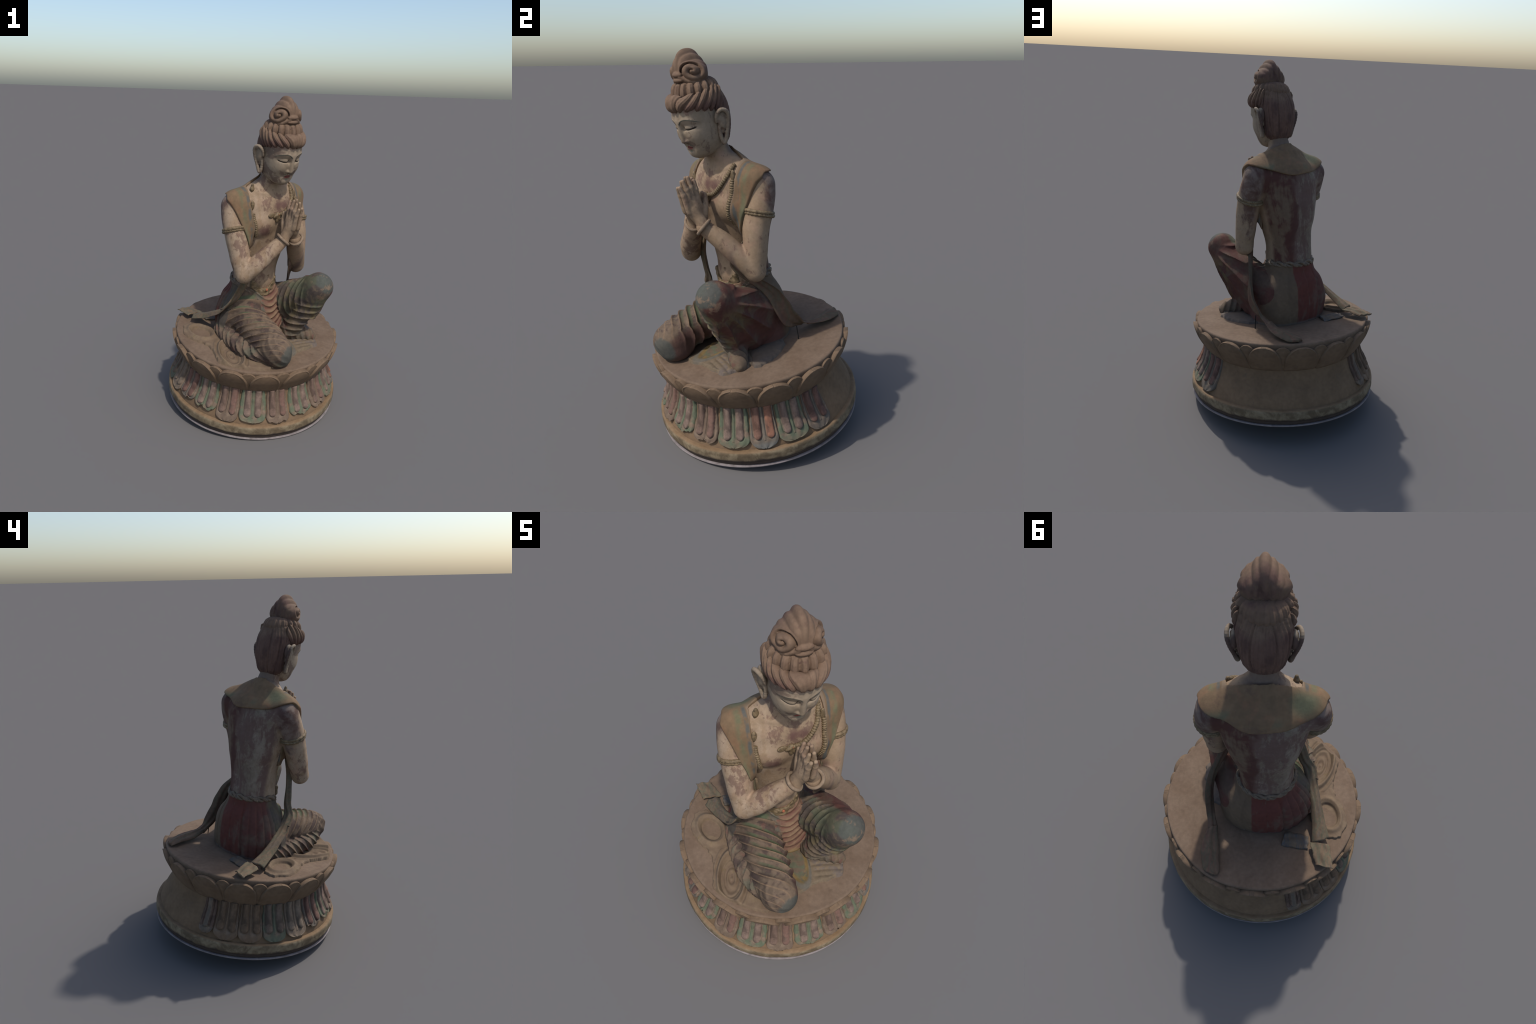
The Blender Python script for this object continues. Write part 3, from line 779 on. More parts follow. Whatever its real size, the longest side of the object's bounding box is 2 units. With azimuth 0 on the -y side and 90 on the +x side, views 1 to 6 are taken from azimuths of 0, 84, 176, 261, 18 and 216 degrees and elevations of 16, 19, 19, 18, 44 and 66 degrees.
# lower hanging petals with two long lobes each
def low_petal(seed, halfdeg, ztip, broken=0.0, lobes=2, round_tip=True):
    r = np.random.RandomState(seed)
    ph = r.rand(4) * 6.28
    def outline(S):
        head = np.sqrt(np.clip(1 - np.clip((S - 0.80) / 0.203, 0, 1) ** (2.4 if round_tip else 1.4), 0, 1))
        w = (0.93 + 0.07 * sstep(S, 0.0, 0.75)) * head
        return w * (1 + 0.025 * np.sin(9 * S + ph[0]) + 0.015 * np.sin(23 * S + ph[1]))
    def relief(S, Tt):
        e = sstep(np.abs(Tt), 1.0, 0.90)
        base = 0.012 * e + 0.004 * sstep(S, .55, .95)
        out = base
        zz = 0.295 + (ztip - 0.295) * S
        yy = math.radians(halfdeg) * outline(S) * Tt * 0.5
        for c in ((-0.0315, 0.0315) if lobes == 2 else (0.0,)):
            q = np.hypot(yy - c, np.minimum(zz - 0.166, 0)) / 0.0195
            out = out + 0.012 * np.sqrt(np.clip(1 - q ** 2, 0, 1)) - 0.006 * np.exp(-((q - 1.13) / 0.12) ** 2)
        out = out + 0.0035 * np.exp(-(yy / 0.004) ** 2) * (zz > 0.14) * (lobes == 2)
        out = out + 0.0012 * np.sin(11 * Tt + ph[2] + 5 * S) + 0.001 * np.sin(17 * S + ph[3])
        return out
    zt = 0.295; zb = ztip
    def base(Z): return drum_r(np.clip(Z, 0.09, 0.298))
    V, F = shell_petal("p", zt, zb, base, math.radians(halfdeg), outline, relief, 0.02, 64, 48)
    if broken > 0:   # ragged lower edge
        az = np.arctan2(V[:, 1], V[:, 0])
        cut = ztip + broken * (0.55 + 0.45 * np.sin(az * 38 + ph[0]) + 0.25 * np.sin(az * 95 + ph[1]))
        low = V[:, 2] < cut
        dz = np.where(low, cut - V[:, 2], 0); V[:, 2] += dz
    F = F[:, ::-1]
    return raw_mesh("hanging_petal", V, F)

me_low = {}
def low(kind, seed, half, ztip, broken=0.0, **k):
    me = low_petal(seed, half, ztip, broken, **k)
    me.materials.append(MT[kind]); return me
LOWP = [  # azimuth, material, half width deg, tip z, broken
    (110.5, 'petal_blue', 4.9, 0.115, 0.0), (123.3, 'petal_plain', 7.7, 0.102, 0.0), (138.4, 'petal_plain', 7.6, 0.102, 0.0),
    (153.6, 'petal_teal', 7.8, 0.103, 0.0), (168.8, 'petal_gray', 7.6, 0.110, 0.0), (-175.4, 'petal_redblue', 8.0, 0.125, 0.02),
    (-158.4, 'petal_green', 8.9, 0.125, 0.025), (-141.4, 'petal_brown', 7.9, 0.104, 0.0), (-124.2, 'petal_green', 9.4, 0.114, 0.008),
    (-107.0, 'petal_brown', 8.0, 0.106, 0.018), (-89.0, 'petal_green', 9.4, 0.122, 0.02), (-71.2, 'petal_brown', 8.2, 0.115, 0.022),
    (-53.6, 'petal_green', 9.3, 0.110, 0.006), (-36.6, 'petal_orange', 7.9, 0.102, 0.0), (-20.0, 'petal_green', 8.9, 0.108, 0.006),
    (-3.2, 'petal_redblue', 8.0, 0.104, 0.0)]
for i, (az, kind, half, zt, br) in enumerate(LOWP):
    key = kind if kind in MT else 'petal_brown'
    me = low(key, 20 + i, half, zt, br, lobes=1 if i == 0 else 2)
    placed("hanging_petal", me, None, az)

# ================================================================ body
TORSO = [  # z cx cy half width, half depth
    (0.66, -0.022, 0.045, 0.13, 0.12), (0.74, -0.022, 0.045, 0.135, 0.126), (0.80, -0.022, 0.044, 0.133, 0.126), (0.87, -0.020, 0.043, 0.131, 0.125), (0.93, -0.017, 0.039, 0.136, 0.126),
    (0.98, -0.012, 0.036, 0.145, 0.130), (1.06, -0.010, 0.037, 0.165, 0.137), (1.15, -0.008, 0.031, 0.187, 0.143), (1.24, -0.006, 0.020, 0.202, 0.143),
    (1.31, -0.005, 0.014, 0.204, 0.138), (1.37, -0.004, 0.008, 0.180, 0.117), (1.405, -0.004, 0.000, 0.142, 0.092), (1.44, -0.004, -0.012, 0.095, 0.070), (1.475, -0.003, -0.024, 0.064, 0.062), (1.51, -0.003, -0.036, 0.057, 0.058), (1.57, -0.003, -0.052, 0.054, 0.056)]
ARM_R = [(-0.214, 0.030, 1.312, 0.073), (-0.229, -0.008, 1.235, 0.070), (-0.229, -0.060, 1.12, 0.066), (-0.227, -0.114, 0.995, 0.057), (-0.223, -0.140, 0.942, 0.050)]
FORE_R = [(-0.223, -0.140, 0.942, 0.050), (-0.165, -0.172, 1.006, 0.053), (-0.085, -0.20, 1.09, 0.047), (-0.02, -0.222, 1.155, 0.035)]
ARM_L = [(0.207, 0.038, 1.312, 0.073), (0.223, 0.010, 1.235, 0.071), (0.223, -0.034, 1.12, 0.066), (0.224, -0.062, 0.975, 0.057), (0.222, -0.074, 0.905, 0.051)]
FORE_L = [(0.222, -0.074, 0.905, 0.051), (0.183, -0.112, 0.976, 0.053), (0.118, -0.175, 1.085, 0.047), (0.062, -0.224, 1.155, 0.035)]

def torso_f(x, y, z):
    d = loft(x, y, z, TORSO, 2.25)
    for s in (-1, 1):
        d = smin(d, cone(x, y, z, (s * 0.07, -0.004, 1.420), (s * 0.19, 0.012, 1.345), 0.043, 0.056), 0.03)
    # chest: pectoral swell, sternum hollow, belly, collarbones, spine furrow, shoulder blades
    for s in (-1, 1):
        d = smin(d, ell(x, y, z, (s * 0.085, -0.082, 1.225), (0.085, 0.050, 0.075)), 0.03)
        d = d - 0.006 * np.exp(-(((x - s * 0.095) / 0.05) ** 2 + ((z - 1.28) / 0.07) ** 2)) * (y > 0.05)
        cb = np.abs(z - (1.405 + 0.10 * (np.abs(x) - 0.04)))
        d = d - 0.005 * np.exp(-(cb / 0.012) ** 2) * sstep(np.abs(x), 0.02, 0.05) * sstep(np.abs(x), 0.16, 0.1) * (y < 0) * 0.5
    d = d + 0.007 * np.exp(-((x + 0.006) / 0.018) ** 2) * sstep(y, 0.05, 0.1) * sstep(z, 0.8, 0.9) * sstep(z, 1.36, 1.25)
    d = smin(d, ell(x, y, z, (-0.015, -0.03, 0.845), (0.085, 0.062, 0.075)), 0.04)
    d = smax(d, -ell(x, y, z, (-0.006, -0.093, 0.868), (0.008, 0.012, 0.008)), 0.006)
    return d
def armR_f(x, y, z): return smin(chain(x, y, z, ARM_R, 0.03), chain(x, y, z, FORE_R, 0.03), 0.012)
def armL_f(x, y, z): return smin(chain(x, y, z, ARM_L, 0.03), chain(x, y, z, FORE_L, 0.03), 0.012)
def body_f(x, y, z):
    d = torso_f(x, y, z)
    up = sstep(z, 1.18, 1.28)
    k = 0.006 + 0.04 * up
    a = np.minimum(armR_f(x, y, z), armL_f(x, y, z))
    h = np.clip(0.5 + 0.5 * (a - d) / k, 0, 1)
    d = a * (1 - h) + d * h - k * h * (1 - h)
    return d + 0.0012 * vnoise(x, y, z, 60, 3)

def body_label(x, y, z):
    ar, al, t = armR_f(x, y, z), armL_f(x, y, z), torso_f(x, y, z)
    L = np.zeros(len(x), int)
    L[z > 1.445] = 1
    arm = (np.minimum(ar, al) < t + 0.004)
    fr = chain(x, y, z, FORE_R, .02); fu = chain(x, y, z, ARM_R, .02)
    gr = chain(x, y, z, FORE_L, .02); gu = chain(x, y, z, ARM_L, .02)
    R = arm & (x < 0.02) & (ar < al) & (z < 1.42); Lf = arm & (al <= ar) & (z < 1.42)
    L[R] = np.where(fr < fu, 3, 2)[R]; L[Lf] = np.where(gr < gu, 5, 4)[Lf]
    return L
split_object(body_f, (-0.33, -0.32, 0.72), (0.33, 0.23, 1.56), 0.0042, body_label,
             [("torso", MT['skin']), ("neck", MT['skin']), ("upper_arm", MT['skin']), ("forearm", MT['skin']), ("upper_arm", MT['skin']), ("forearm", MT['skin'])])

# ================================================================ hands (pressed palms)
HX = 0.022     # plane between the palms
def hand_f(side):
    s = side
    def f(x, y, z):
        y = y + 0.009 * sstep(z, 1.16, 1.26)
        # wrist -> palm, slab of thickness along x
        w0 = (HX + s * (0.042), -0.223, 1.155); p0 = (HX + s * 0.016, -0.232, 1.245)
        d = cone(x, y, z, w0, p0, 0.034, 0.022)
        d = smin(d, ell(x, y, z, (HX + s * 0.016, -0.228, 1.245), (0.021, 0.045, 0.068)), 0.02)
        tips = [(-0.288, 1.370, -0.266, 1.27), (-0.264, 1.394, -0.249, 1.285), (-0.238, 1.407, -0.226, 1.288), (-0.204, 1.395, -0.205, 1.28)] if s < 0 else \
               [(-0.290, 1.374, -0.266, 1.27), (-0.266, 1.400, -0.245, 1.285), (-0.237, 1.410, -0.226, 1.288), (-0.207, 1.388, -0.205, 1.28)]
        for i, (ty, tz, by, bz) in enumerate(tips):
            c = chain(x, y, z, [(HX + s * 0.016, by, bz - 0.03, 0.0135), (HX + s * 0.0145, by * .45 + ty * .55, bz * .45 + tz * .55, 0.0122),
                                (HX + s * 0.0095, ty, tz - .008, 0.0088)], 0.006)
            d = smin(d, c, 0.006)
        th = chain(x, y, z, [(HX + s * 0.02, -0.195, 1.20, 0.02), (HX + s * 0.014, -0.165, 1.255, 0.0145), (HX + s * 0.010, -0.158, 1.305, 0.010)], 0.015)
        d = smin(d, th, 0.012)
        d = np.maximum(d, -s * (x - (HX + s * 0.0008)))
        return d + 0.0006 * vnoise(x, y, z, 110, 8)
    return f
for s in (-1, 1):
    field_object("hand", hand_f(s), (HX - 0.085, -0.31, 1.12), (HX + 0.085, -0.13, 1.42), 0.0022, MT['skin_hand'] if 'skin_hand' in MT else MT['skin'])

def ring(c, axis, ra, rad, n=48, seg=10, ell2=1.0, rib=0, wob=0.0):
    axis = np.asarray(axis, float); axis /= np.linalg.norm(axis)
    u = np.cross(axis, [0, 1, 0]); u /= np.linalg.norm(u); v = np.cross(axis, u)
    a = np.arange(n) / n * 2 * np.pi
    R = ra * (1 + wob * np.sin(3 * a))
    P = np.asarray(c) + R[:, None] * (np.cos(a)[:, None] * u + ell2 * np.sin(a)[:, None] * v)
    r = rad * (1 + (0.35 * np.abs(np.sin(a * rib / 2)) if rib else 0))
    return tube(P, r, seg, close=True)
for c, ax in (((-0.021, -0.221, 1.163), (0.62, -0.20, 0.72)), ((0.068, -0.227, 1.158), (-0.58, -0.40, 0.70))):
    V, F = ring(c, ax, 0.0405, 0.0085, ell2=1.0, wob=.03)
    obj("bracelet", raw_mesh("bracelet", V, F), MT['bangle'])
for pts, ax in ((ARM_R, 1), (ARM_L, 1)):
    p, q = np.array(pts[1]), np.array(pts[2])
    t = (p[2] - 1.19) / (p[2] - q[2]); c = p + (q - p) * t
    V, F = join_arrays([ring(c[:3] + np.array([0, 0, .007]), (q - p)[:3], c[3] + 0.002, 0.0078, 72, 8, rib=40), ring(c[:3] - np.array([0, 0, .007]), (q - p)[:3], c[3] + 0.002, 0.0075, 72, 8, rib=48)])
    obj("armlet", raw_mesh("armlet", V, F), MT['gold'])

# ================================================================ lower body: robe over hips and legs
HIPS = [(0.44, -0.020, 0.030, 0.238, 0.172), (0.48, -0.020, 0.034, 0.242, 0.178), (0.56, -0.028, 0.038, 0.246, 0.184), (0.63, -0.028, 0.040, 0.228, 0.180), (0.70, -0.028, 0.042, 0.194, 0.168),
        (0.76, -0.024, 0.042, 0.153, 0.140), (0.80, -0.022, 0.044, 0.139, 0.131), (0.825, -0.022, 0.044, 0.125, 0.120)]
def fold_right(x, y, z):
    """fold phase of the cloth wound round the right thigh"""
    D = KNEE_R - HIP_R; D = D / np.linalg.norm(D)
    u = (x - HIP_R[0]) * D[0] + (y - HIP_R[1]) * D[1] + (z - HIP_R[2]) * D[2]
    cxx = HIP_R[0] + D[0] * u
    al = np.arctan2(z - 0.552, -(x - cxx) + 1e-6)     # 0 = crease on outer side, + = up and over the top
    al = np.where(al < -1.9, al + 2 * np.pi, al)
    warp = 0.012 * np.sin(7 * u + 2 * al)
    ph = (u - FOLD_K * np.minimum(np.clip(al, 0, 2.6), 2.4) + warp) / FOLD_L
    return (1 - np.abs(np.sin(np.pi * ph))) ** 1.9, al, u, warp
def hips_f(x, y, z):
    d = loft(x, y, z, HIPS, 2.15)
    # long vertical pleats on the back and right hip
    a = np.arctan2(y - 0.03, x + 0.02)
    back = sstep(y, -0.02, 0.06)
    fade = sstep(z, 0.80, 0.72)
    for ang, amp in ((2.05, .012), (2.30, .010), (2.52, .011), (2.72, .012), (2.90, .012), (3.05, .011), (0.95, .006), (1.62, .005)):
        u = a - ang + 0.25 * (z - 0.6)
        d = d + amp * np.where(u > 0, np.exp(-u / 0.10), np.exp(u / 0.012)) * back * fade
    # thigh folds run on up to the belt, scalloped folds on the middle
    r1, al, u, warp = fold_right(x, y, z)
    fm = sstep(y, -0.01, -0.05) * sstep(z, 0.79, 0.76)
    d = d - 0.014 * (r1 - 0.22) * fm * sstep(x, -0.045, -0.07)
    U = (z - 7.8 * (x - 0.005) ** 2) / 0.040
    d = d - 0.010 * ((1 - np.abs(np.sin(np.pi * U))) ** 1.2 - 0.3) * fm * sstep(np.abs(x - 0.008), 0.085, 0.07)
    return d
def legR_f(x, y, z):
    d = chain(x, y, z, [(-0.115, 0.03, 0.605, 0.116), (-0.135, -0.12, 0.584, 0.105), (-0.141, -0.28, 0.568, 0.099), (-0.136, -0.408, 0.549, 0.091)], 0.05)
    calf = chain(x, y, z, [(-0.155, -0.385, 0.508, 0.064), (-0.216, -0.26, 0.498, 0.065), (-0.232, -0.12, 0.493, 0.063), (-0.230, 0.04, 0.485, 0.056)], 0.04)
    # herring-bone folds on both sides of an outer crease
    r1, al, u, warp = fold_right(x, y, z)
    crease = np.exp(-((z - 0.548 + 0.06 * (u - .2)) / 0.013) ** 2) * (x < -0.17)
    dn = np.clip(-al, 0, 1.8)
    ph2 = (u - 0.20 * np.minimum(dn, 1.2) + warp) / 0.055
    r2 = (1 - np.abs(np.sin(np.pi * ph2))) ** 1.7
    f1 = sstep(u, 0.44, 0.36) * sstep(u, -0.08, -0.02) * sstep(al, 4.2, 3.6)
    f2 = sstep(u, 0.455, 0.38) * sstep(u, -0.1, 0.0)
    d = d - 0.017 * (r1 - 0.22) * f1 * sstep(al, -0.05, 0.12)
    calf = calf - 0.014 * (r2 - 0.25) * f2 * sstep(al, 0.10, -0.08)
    d = smin(d, calf, 0.018) + 0.009 * crease * sstep(u, 0.40, 0.3)
    d = smin(d, ell(x, y, z, (-0.115, -0.395, 0.495), (0.075, 0.085, 0.055)), 0.03)
    # swept lines around the knee
    rk = np.sqrt((x + 0.10) ** 2 + (y + 0.44) ** 2 + (z - 0.60) ** 2)
    sw = (1 - np.abs(np.sin(np.pi * (rk / 0.030 + 0.3)))) * sstep(rk, 0.06, 0.09) * sstep(rk, 0.16, 0.13) * sstep(x, -0.10, -0.16) * sstep(y, -0.33, -0.40)
    return d - 0.006 * sw
HIP_L, KNEE_L = np.array((0.105, 0.02, 0.63)), np.array((0.205, -0.335, 0.862))
def legL_f(x, y, z):
    th = chain(x, y, z, [(0.11, 0.04, 0.615, 0.114), (0.158, -0.10, 0.695, 0.102), (0.192, -0.23, 0.778, 0.095), (0.208, -0.328, 0.854, 0.085)], 0.05)
    D = KNEE_L - HIP_L; Ln = np.linalg.norm(D); D = D / Ln
    u = (x - HIP_L[0]) * D[0] + (y - HIP_L[1]) * D[1] + (z - HIP_L[2]) * D[2]
    px_ = x - (HIP_L[0] + D[0] * u); pz_ = (z - (HIP_L[2] + D[2] * u)) * 0.86 + (y - (HIP_L[1] + D[1] * u)) * 0.5
    al = np.arctan2(pz_, -px_)                 # 0 = inner side, + up
    lam = 0.045
    ph = (u - 0.05 * np.clip(al, -1.2, 1.8) + 0.008 * np.sin(9 * u)) / lam
    r = (1 - np.abs(np.sin(np.pi * ph))) ** 1.8
    inner = sstep(al, 2.1, 1.0) * sstep(al, -2.2, -1.5)
    th = th - 0.016 * (r - 0.22) * inner * sstep(u, 0.40, 0.31) * sstep(u, 0.02, 0.08)
    sh = chain(x, y, z, [(0.208, -0.328, 0.854, 0.083), (0.187, -0.300, 0.74, 0.071), (0.157, -0.253, 0.63, 0.061), (0.122, -0.208, 0.52, 0.054)], 0.04)
    v = 0.86 - z
    phs = (v - 0.20 * (y + 0.28) - 0.10 * (x - 0.17)) / 0.045
    rs = (1 - np.abs(np.sin(np.pi * phs))) ** 1.7
    sh = sh - 0.012 * (rs - 0.35) * sstep(v, 0.07, 0.13) * sstep(x, 0.23, 0.17)
    d = smin(th, sh, 0.02)
    # cloth wall between thigh and shin on the outer side
    wall = chain(x, y, z, [(0.185, -0.24, 0.72, 0.060), (0.175, -0.12, 0.62, 0.062), (0.15, -0.02, 0.54, 0.07)], 0.04)
    wall = smin(wall, chain(x, y, z, [(0.175, -0.20, 0.60, 0.05), (0.15, -0.11, 0.51, 0.055)], 0.04), 0.05)
    # long pulls radiating from the knee
    an = np.arctan2(z - 0.90, -(y + 0.40)); rr = np.hypot(z - 0.90, y + 0.40)
    pull = 1 - np.abs(np.sin(an * 15 + 5.0 * rr + 0.9 * np.sin(9 * rr)))
    d = smin(d, wall, 0.035)
    d = d - 0.019 * (pull ** 1.3 - 0.28) * sstep(x, 0.165, 0.20) * sstep(rr, 0.13, 0.24) * sstep(rr, 0.56, 0.42)
    foot = chain(x, y, z, [(0.115, -0.195, 0.505, 0.055), (0.16, -0.215, 0.49, 0.052), (0.225, -0.26, 0.478, 0.042), (0.248, -0.275, 0.468, 0.030)], 0.03)
    q = ((x - 0.1) * 0.85 - (y + 0.19) * 0.5 + 0.3 * (z - .48)) / 0.034
    foot = foot - 0.008 * ((1 - np.abs(np.sin(np.pi * q))) - 0.35)
    return smin(d, foot, 0.015)
def panel_f(x, y, z):   # hanging cloth between the thighs
    cy = cubic(z, (0.44, 0.50, 0.58, 0.66, 0.74, 0.80), (-0.150, -0.125, -0.102, -0.088, -0.070, -0.055))
    cx = cubic(z, (0.44, 0.60, 0.74, 0.80), (0.022, 0.012, 0.005, -0.01))
    U = (z + 2.6 * (x - cx) ** 2 * -3.0) / 0.040
    r = (1 - np.abs(np.sin(np.pi * U))) ** 0.9
    f = (y - cy) * -1 - 0.0
    d = np.abs(y - cy) - 0.035 - 0.009 * (r - .4)
    d = smax(d, np.abs(x - cx) - 0.085, 0.03)
    return np.maximum(d * 0.85, z - 0.80)
def lower_f(x, y, z):
    h = hips_f(x, y, z)
    d = smin(h, legR_f(x, y, z), 0.022)
    d = smin(d, legL_f(x, y, z), 0.022)
    d = smin(d, panel_f(x, y, z), 0.012)
    d = d + 0.0012 * vnoise(x, y, z, 55, 6)
    return np.maximum(d, SEAT - 0.006 - z)
def lower_label(x, y, z):
    D = np.stack([hips_f(x, y, z), legR_f(x, y, z), legL_f(x, y, z), panel_f(x, y, z) - 0.002])
    L = np.argmin(D, 0)
    L[(L == 0) & (y < -0.035) & (x > -0.068) & (x < 0.085)] = 3
    L[(L == 0) & (y < -0.03) & (x < -0.05)] = 1
    L[(L == 2) & (z < 0.535) & (y < -0.14)] = 4
    return L
split_object(lower_f, (-0.32, -0.54, 0.445), (0.33, 0.23, 0.965), 0.0042, lower_label,
             [("waist_skirt", MT['skirt']), ("leg", MT['robe']), ("leg", MT['robe_left'] if 'robe_left' in MT else MT['robe']), ("front_panel", MT['panel']), ("foot", MT['robe_left'])])

# ================================================================ robe hem spread on the seat (low relief)
def relief_sheet(name, H, lo, hi, step, mat):
    xs = np.arange(lo[0], hi[0], step); ys = np.arange(lo[1], hi[1], step)
    X, Y = np.meshgrid(xs, ys, indexing='ij'); h = H(X, Y)
    Z = SEAT - 0.004 + np.maximum(h, -0.002)
    keep = np.maximum(np.maximum(h[:-1, :-1], h[1:, :-1]), np.maximum(h[:-1, 1:], h[1:, 1:])) > 0.0
    n, m = X.shape; id_ = np.arange(n * m).reshape(n, m)
    i, j = np.nonzero(keep)
    Q = np.stack([id_[i, j], id_[i + 1, j], id_[i + 1, j + 1], id_[i, j + 1]], 1)
    u, inv = np.unique(Q, return_inverse=True)
    P = np.stack([X, Y, Z], 2).reshape(-1, 3)[u]
    return obj(name, raw_mesh(name, P, inv.reshape(Q.shape)), mat)

def ragged(X, Y, seed): return 0.006 * vnoise(X, Y, 0, 90, seed) + 0.004 * vnoise(X, Y, 0, 210, seed + 1)
def oval(X, Y, c, r, rot=0.0):
    cs, sn = math.cos(rot), math.sin(rot)
    u = (cs * (X - c[0]) + sn * (Y - c[1])) / r[0]; v = (-sn * (X - c[0]) + cs * (Y - c[1])) / r[1]
    return (1 - np.hypot(u, v)) * min(r)          # >0 inside, metres-ish
def hemR(X, Y):
    o1 = oval(X, Y, (-0.355, 0.095), (0.098, 0.140), 0.25)
    o2 = oval(X, Y, (-0.325, -0.215), (0.100, 0.215), -0.28)
    o3 = oval(X, Y, (-0.30, -0.06), (0.105, 0.10), 0)
    o4 = oval(X, Y, (-0.22, -0.36), (0.09, 0.085), 0)
    e = np.maximum(np.maximum(o1, o2), np.maximum(o3, o4)) + ragged(X, Y, 11)
    h = 0.019 * sstep(e, 0.0, 0.004)
    def swirl(o, c, a):
        i1 = np.exp(-((o - 0.030) / 0.010) ** 2) * 0.013          # raised ring
        i2 = -0.014 * sstep(o, 0.042, 0.050)                       # sunken middle
        return i1 + i2
    h = h + swirl(o1 + .003 * vnoise(X, Y, 0, 40, 2), 0, 0) * (o1 > 0) + swirl(o2 + .003 * vnoise(X, Y, 0, 40, 3), 0, 0) * (o2 > 0) * (o1 < .005)
    h = h + 0.004 * np.sin(o2 * 260) * (o2 > 0) * (o1 < 0)
    e = np.minimum(e, 0.493 - np.hypot(X, Y))
    return np.where(e > 0, h * sstep(e, -.001, .004), -0.01)
relief_sheet("robe_hem", hemR, (-0.50, -0.47), (-0.08, 0.27), 0.0035, MT['hem'])
def poly_in(X, Y, pts):
    """signed distance (+ inside) to a polygon outline"""
    P = np.asarray(pts, float); d = np.full(X.shape, 1e9); c = np.zeros(X.shape, bool)
    for a, b in zip(P, np.roll(P, -1, 0)):
        e = b - a; t = np.clip(((X - a[0]) * e[0] + (Y - a[1]) * e[1]) / (e @ e), 0, 1)
        d = np.minimum(d, np.hypot(X - a[0] - t * e[0], Y - a[1] - t * e[1]))
        cr = ((a[1] > Y) != (b[1] > Y)) & (X < (b[0] - a[0]) * (Y - a[1]) / (b[1] - a[1] + 1e-12) + a[0])
        c ^= cr
    return np.where(c, d, -d)
def hemF(X, Y):
    e = poly_in(X, Y, [(-0.05, -0.10), (-0.05, -0.385), (-0.01, -0.398), (0.02, -0.392), (0.06, -0.372), (0.12, -0.372), (0.222, -0.366), (0.236, -0.350),
                       (0.262, -0.29), (0.275, -0.24), (0.262, -0.20), (0.20, -0.12)]) + ragged(X, Y, 21) * 0.7
    h = 0.014 * sstep(e, 0, 0.006) + 0.006 * sstep(Y, -0.33, -0.24) * (X < 0.08)
    r = np.abs(np.sin((Y + 0.8 * (X - .02) ** 2) * 95 + 2 * X)) * 0.004 * sstep(X, 0.07, 0.10)
    groove = 0.005 * np.exp(-((np.hypot((X - 0.015) / 1.0, (Y + 0.17) / 2.9) - 0.066) / 0.006) ** 2)
    return np.where(e > 0, h + r + groove, -0.01)
relief_sheet("robe_hem", hemF, (-0.08, -0.42), (0.30, -0.08), 0.0035, MT['hem_painted'] if 'hem_painted' in MT else MT['hem'])
def hemL(X, Y):
    e = poly_in(X, Y, [(0.18, -0.16), (0.255, -0.205), (0.30, -0.228), (0.322, -0.20), (0.328, -0.13), (0.305, -0.06), (0.268, 0.025), (0.21, 0.05), (0.15, -0.05)]) + ragged(X, Y, 31) * 0.7
    h = 0.017 * sstep(e, 0, 0.008) + 0.006 * sstep(e, .0, .05) + 0.003 * vnoise(X, Y, 0, 50, 4)
    return np.where(e > 0, h, -0.01)
relief_sheet("robe_hem", hemL, (0.12, -0.25), (0.34, 0.07), 0.0035, MT['hem_dark'] if 'hem_dark' in MT else MT['hem'])

# ================================================================ shawl: shell over the shoulders
def shawl_f(x, y, z):
    b = torso_f(x, y, z)
    a = np.minimum(chain(x, y, z, ARM_R[:3], 0.03), chain(x, y, z, ARM_L[:3], 0.03))
    d = smin(b, a, 0.05) - 0.013
    ax = np.abs(x + 0.004)
    d = smin(d, ell(x, y, z, (0, 0.030, 1.415), (0.12, 0.04, 0.045)), 0.03)
    # edges
    inner = cubic(z, (1.00, 1.12, 1.22, 1.30, 1.36, 1.44, 1.50), (0.150, 0.145, 0.150, 0.157, 0.161, 0.150, 0.125))
    outer = cubic(z, (1.00, 1.10, 1.18, 1.23, 1.32, 1.39, 1.50), (0.172, 0.182, 0.202, 0.222, 0.254, 0.285, 0.33))
    front = np.maximum(inner - ax, ax - outer)
    front = np.maximum(front, 1.0 - z)
    hem = 1.322 + 0.9 * ax ** 2 * (1 + 0.0 * ax) - 0.004 * np.sin(30 * x)
    back = np.maximum(np.maximum(hem - z, ax - 0.275), -(np.hypot(x * 0.9, (y + 0.035)) - 0.075) * 1.0)
    k = sstep(y, 0.0, 0.035)
    m = front * (1 - k) + back * k
    return smax(d, m * 0.9, 0.006)
field_object("shawl", shawl_f, (-0.32, -0.19, 1.0), (0.32, 0.24, 1.52), 0.004, MT['shawl'])

